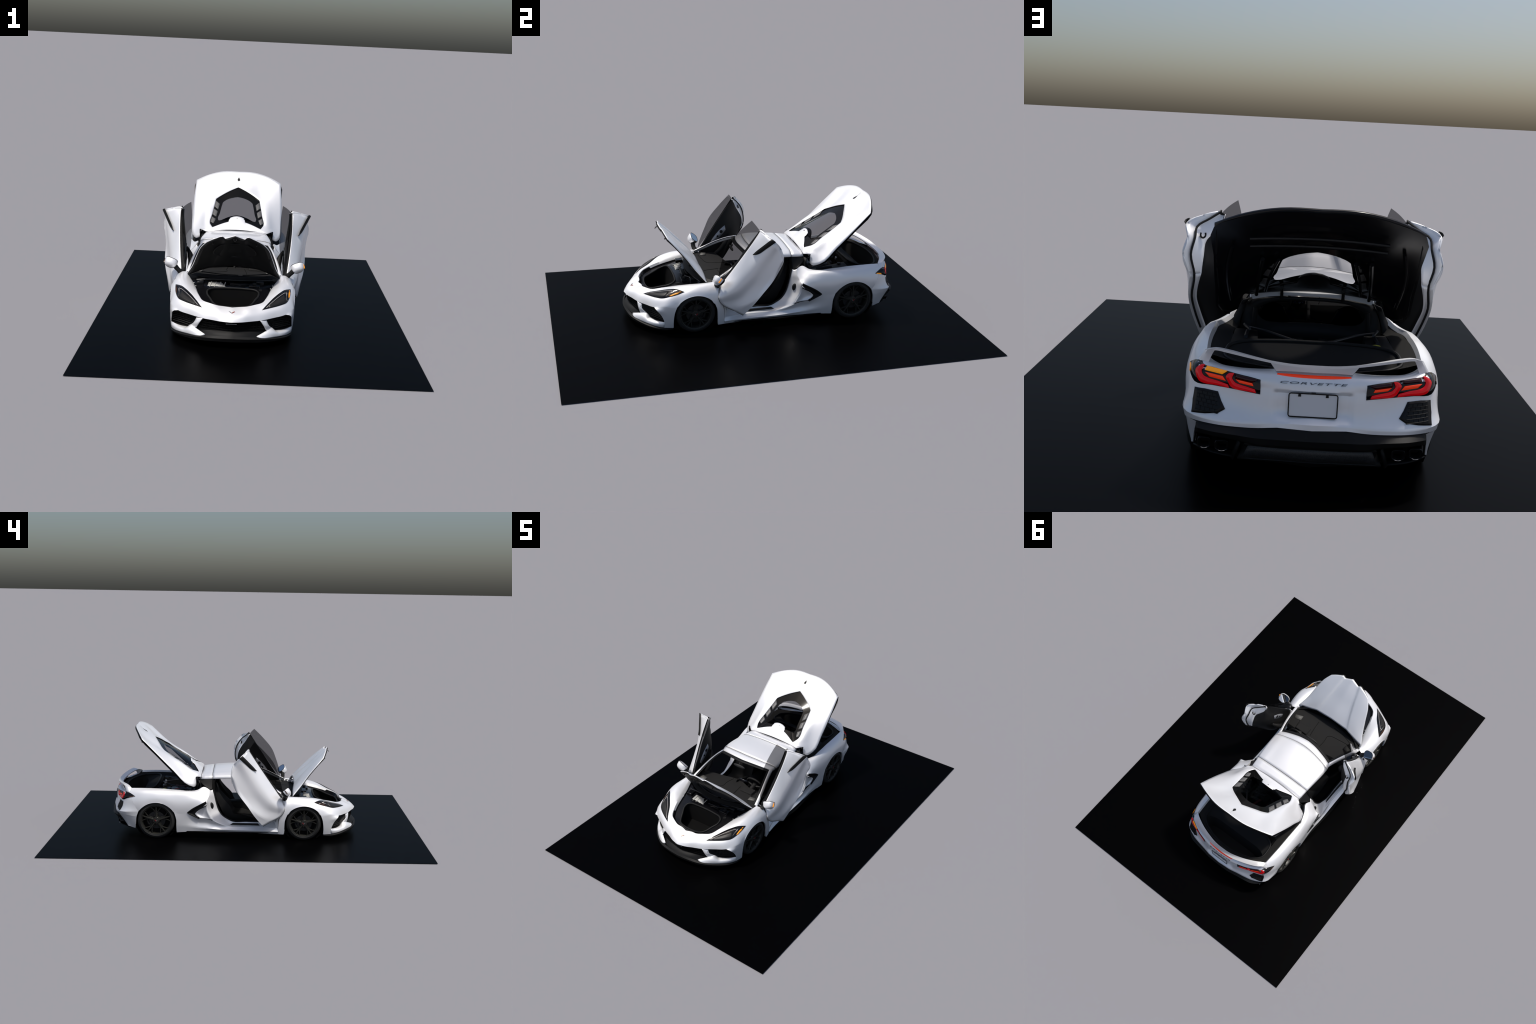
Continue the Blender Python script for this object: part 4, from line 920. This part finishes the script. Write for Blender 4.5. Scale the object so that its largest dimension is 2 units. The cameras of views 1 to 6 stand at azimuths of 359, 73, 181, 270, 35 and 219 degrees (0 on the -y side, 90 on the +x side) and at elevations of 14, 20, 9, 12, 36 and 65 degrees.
pair("door_edge_seal", Geo().tube([lerp(a, b, .42) + V(.001, .002, .002) for a, b in zip(outc, inc)] + [lerp(a, b, .42) + V(0, .001, -.001) for a, b in list(zip(d5, i4))[3:0:-1]], .0032, 8, 4), BLACK, (D[0], D[1]))
latch = lerp(midc[2], midc[3], .4) + V(-.012, 0, -.004)
pair("door_latch", Geo().tube([latch + V(-.006, .002, .006), latch + V(-.006, .004, -.004), latch + V(0, .007, -.008), latch + V(.006, .006, -.004), latch + V(.006, .004, .006)], .0026, 6, 3), BLACK, (D[0], D[1]))
trim = Geo().patch([ib, i1, i2, i3, i4], 5, 5, face=(-1, 0, 0))
trim.patch([belt, ib], 2, 5, face=(-.5, -.3, .5))
trim.patch([[r[0] for r in (belt, d1, d2, d3, d4, d5)], [ib[0], i1[0], lerp(i1[0], i2[0], .5), i2[0], i3[0], i4[0]]], 2, 4, face=(0, -1, 0))
pair("door_trim", trim, LEATHER, (D[0], D[1]), solid=.002)
armr = Geo().tube([lerp(i2[0], i2[1], .7) + V(-.004, 0, 0), V(*i2[1]) + V(-.016, 0, 0), V(*i2[2]) + V(-.018, 0, 0), lerp(i2[3], i2[2], .4) + V(-.006, 0, 0)], [.006, .013, .014, .006], 10, 4)
pair("armrest", armr, LEATHER, (D[0], D[1]))
tsk = Skin(trim)
sk = Geo().patch([[(.2335, -.093, .352), (.2350, -.122, .327), (.2375, -.168, .268)], [(.2365, -.088, .328), (.2365, -.110, .302), (.2380, -.158, .256)]], 2, 3, face=(-1, 0, 0))
sk.map(lambda p: tsk.at(p, (-1, 0, 0), .0012))
SK = pair("speaker_panel", sk, material("satin_silver_trim", (.33, .34, .36), .35, .5), (D[0], D[1]), solid=.002)
p1 = tsk.at((.234, -.112, .320), (-1, 0, 0), .001); p2 = tsk.at((.234, -.131, .296), (-1, 0, 0), .001)
spk = Geo().tube([p1, p1 + V(-.0025, 0, 0)], .0085, 16, 1).tube([p2, p2 + V(-.0025, 0, 0)], .005, 12, 1); pair("speaker_cone", spk, BLACK, (D[0], D[1]))
# black blade below the belt line
blt = [V(.299, -.094, .3865), V(.303, -.083, .400), V(.322, -.055, .433), V(.347, -.019, .474)]
bll = [V(.2995, -.0935, .3855), V(.312, -.073, .392), V(.333, -.042, .422), V(.359, -.004, .463)]
bd = Geo().patch([blt, [lerp(a, b, .5) + V(.004, -.001, .001) for a, b in zip(blt, bll)], bll, [p + V(-.006, .002, -.004) for p in bll], blt], 2, 4, sr=(2,), face=(1, 0, 0))
pair("door_blade", bd.map(lambda p: p + V(.0025, 0, 0)), BLACK, (D[0], D[1]), solid=.002)
# glass
g_b = [(.230, -.238, .236), (.243, -.195, .287), (.250, -.152, .345), (.258, -.104, .415), (.262, -.052, .488)]
g_t = [(.2195, -.230, .285), (.2065, -.209, .352), (.2060, -.186, .408), (.2095, -.136, .470), (.2185, -.0795, .5245)]
g_m = [lerp(a, b, .5) + V(.003, 0, .001) for a, b in zip(g_b, g_t)]
pair("door_glass", Geo().patch([g_b, g_m, g_t], 4, 6, face=(1, 0, 0)), GLASS, (D[0], D[1]))
pair("window_seal", Geo().tube(offset(belt, (-.004, 0, .002)), .003, 6, 4), BLACK, (D[0], D[1]))
# mirror
mc = V(.2945, -.252, .268)
mf = V(-.30, .62, .72); mf /= np.linalg.norm(mf)           # way the mirror glass looks
mu = V(1, 0, .22); mu = mu - mf * (mu @ mf); mu /= np.linalg.norm(mu); mv = np.cross(mf, mu)
def mring(s, d, k=20):
    out = []
    for t in np.linspace(0, 2 * math.pi, k + 1):
        c, s_ = math.cos(t), math.sin(t)
        out.append(mc + mf * d + mu * (.029 * s * np.sign(c) * abs(c) ** .7) + mv * (.024 * s * np.sign(s_) * abs(s_) ** .75) + mu * .0)
    return out
mh = Geo().patch([mring(.97, .014), mring(1.04, .010), mring(1.02, 0), mring(.86, -.014), mring(.5, -.022), mring(.02, -.024)], 3, 1, face=None)
up0 = V(0, -.72, .62)                                      # where the mirror's upper side points now
mh.m = [0 if (np.mean([V(*mh.v[i]) for i in f], 0) - mc) @ up0 > -.003 else 1 for f in mh.f]
M = pair("wing_mirror", mh, [PAINT, BLACK], (D[0], D[1]), recalc=True)
pair("mirror_glass", Geo().patch([mring(.95, .0142), mring(.4, .0140), mring(.01, .0140)], 1, 1, face=mf), MIRROR, (D[0], D[1]))
pair("mirror_rim", Geo().tube(mring(.98, .0138)[:-1], .0014, 6, 1, closed=True), BLACK, (D[0], D[1]))
pair("mirror_arm", Geo().tube([(.246, -.245, .222), (.258, -.252, .234), mc + V(-.018, 0, -.014)], [.015, .011, .012], 8, 3), BLACK, (D[0], D[1]))
sg = Geo().tube([mc + mu * .0285 - mf * .012, mc + mu * .0305, mc + mu * .0285 + mf * .011], .0028, 8, 3)
make("mirror_signal", sg, AMBER, D[0]); make("mirror_signal", sg.mirror(), AMBER_OFF, D[1])

# ================================================================== UNDERBODY
ub = Geo().patch([[(.0, -.60, .034), (.12, -.58, .034), (.20, -.52, .034)], [(0, -.25, .036), (.12, -.25, .036), (.258, -.24, .036)], [(0, .33, .038), (.12, .33, .038), (.258, .33, .038)], [(0, .62, .045), (.12, .61, .045), (.2, .58, .045)]], 2, 2, face=(0, 0, -1))
make("underbody", ub.whole(), DARK, car, solid=.004)
bx = Geo().box((0, -.43, .075), (.30, .26, .07)).box((0, .43, .095), (.29, .36, .09)); make("chassis_core", bx, DARK, car)

# ================================================================== WHEELS
def wheel(r, rim_r, w):
    """tyre, rim and spokes around the x axis, outer face at x = 0"""
    ty = Geo().lathe([(-w + .010, rim_r), (-w + .002, rim_r + .008), (-w + .001, r - .012), (-w + .006, r - .004), (-w + .014, r), (-.014, r), (-.006, r - .0035), (-.0015, r - .010), (.0, r - .016), (-.0008, rim_r + .006), (-.003, rim_r + .0015), (-.008, rim_r - .001)], 72)
    rm = Geo().lathe([(-.004, rim_r + .0015), (-.0022, rim_r), (-.0035, rim_r - .003), (-.007, rim_r - .0045), (-.012, rim_r - .0065), (-.05, rim_r - .010), (-.052, rim_r - .03)], 72)
    P = lambda rad, ang, x: V(x, rad * math.cos(ang), rad * math.sin(ang))
    for k in range(5):
        a0 = math.pi / 2 + 2 * math.pi * k / 5
        def blade_(rs, ws, off0, off1, xs, th):
            top = []; bot = []
            for i, rr in enumerate(rs):
                t = i / (len(rs) - 1); off = off0 + (off1 - off0) * t
                c = P(rr, a0 + off, 0); tan = V(0, -math.sin(a0 + off), math.cos(a0 + off)); 
                top.append([c + tan * ws[i] + V(xs[i] - th * .5, 0, 0), c + tan * ws[i] * .45 + V(xs[i], 0, 0), c - tan * ws[i] * .45 + V(xs[i], 0, 0), c - tan * ws[i] + V(xs[i] - th * .5, 0, 0), c - tan * ws[i] * .8 + V(xs[i] - th, 0, 0), c + tan * ws[i] * .8 + V(xs[i] - th, 0, 0), c + tan * ws[i] + V(xs[i] - th * .5, 0, 0)])
            rm.patch(top, 3, 1, face=None, mi=0)
        e = rim_r - .003
        blade_([.010, .03, .05, e], [.0075, .0062, .0048, .0036], 0, 0, [-.004, -.005, -.0045, -.004], .012)
        for s in (-1, 1):
            blade_([rim_r * .50, rim_r * .62, rim_r * .80, e], [.0034, .0032, .0029, .0030], s * .05, s * .36, [-.009, -.0075, -.006, -.005], .009)
            blade_([rim_r * .30, rim_r * .45, rim_r * .55], [.003, .0028, .0026], s * .32, s * .12, [-.008, -.0085, -.009], .008)
    rm.lathe([(-.0035, .0001), (-.003, .009), (-.004, .016), (-.010, .021), (-.02, .022)], 40)
    dk = Geo().lathe([(-.020, .012), (-.019, .045 * r / .095), (-.024, .045 * r / .095), (-.024, .018)], 48)
    bk_ = Geo().lathe([(-.028, .001), (-.028, rim_r - .008)], 48)
    lug = Geo()
    for k in range(5):
        a = math.pi / 2 + 2 * math.pi * (k + .5) / 5; lug.tube([P(.0165, a, -.008), P(.0165, a, -.0025)], .0024, 8, 1)
    cal = Geo()
    pts = [P(.044 * r / .095, a, -.0165) for a in np.linspace(-.55, .55, 6)]
    cal.tube(pts, .0075, 8, 2)
    return ty, rm, dk, bk_, lug, cal
def put_wheel(cy, r, rim_r, w, xo):
    ty, rm, dk, bk_, lug, cal = wheel(r, rim_r, w)
    for s in (1, -1):
        e = bpy.data.objects.new("wheel", None); bpy.context.collection.objects.link(e); e.parent = car
        e.location = (s * xo, cy, r)
        def mk(n, gg, m, **k): 
            if s < 0: gg = gg.mirror()
            return make(n, gg, m, e, recalc=True, **k)
        mk("tyre", ty, RUBBER, angle=50); mk("rim", rm, RIM, angle=35); mk("brake_disc", dk, material("disc_iron", (.03, .03, .03), .5, .6)); mk("rim_shadow_plate", bk_, DARK)
        mk("lug_nut", lug, RIM, kind="stuff")
        c2 = Geo(); c2.merge(cal)
        mk("brake_caliper", c2, BLACK)
        cm_ = Geo().box((-.0115, .046 * r / .095, -.002), (.001, .002, .018), rot=None); mk("caliper_mark", cm_, STEEL)
        P0 = V(.0005, 0, 0)
        mk("cap_badge", Geo().prism([(-.002, 0, -.005), (-.002, .008, .004), (-.002, .006, .005), (-.002, 0, -.001)], (.0015, 0, 0)), BADGE_RED)
        mk("cap_badge", Geo().prism([(-.002, 0, -.005), (-.002, 0, -.001), (-.002, -.006, .005), (-.002, -.008, .004)], (.0015, 0, 0)), STEEL)
put_wheel(FY, .0942, .0735, .070, .2745)
put_wheel(RY, .0998, .0790, .086, .2745)
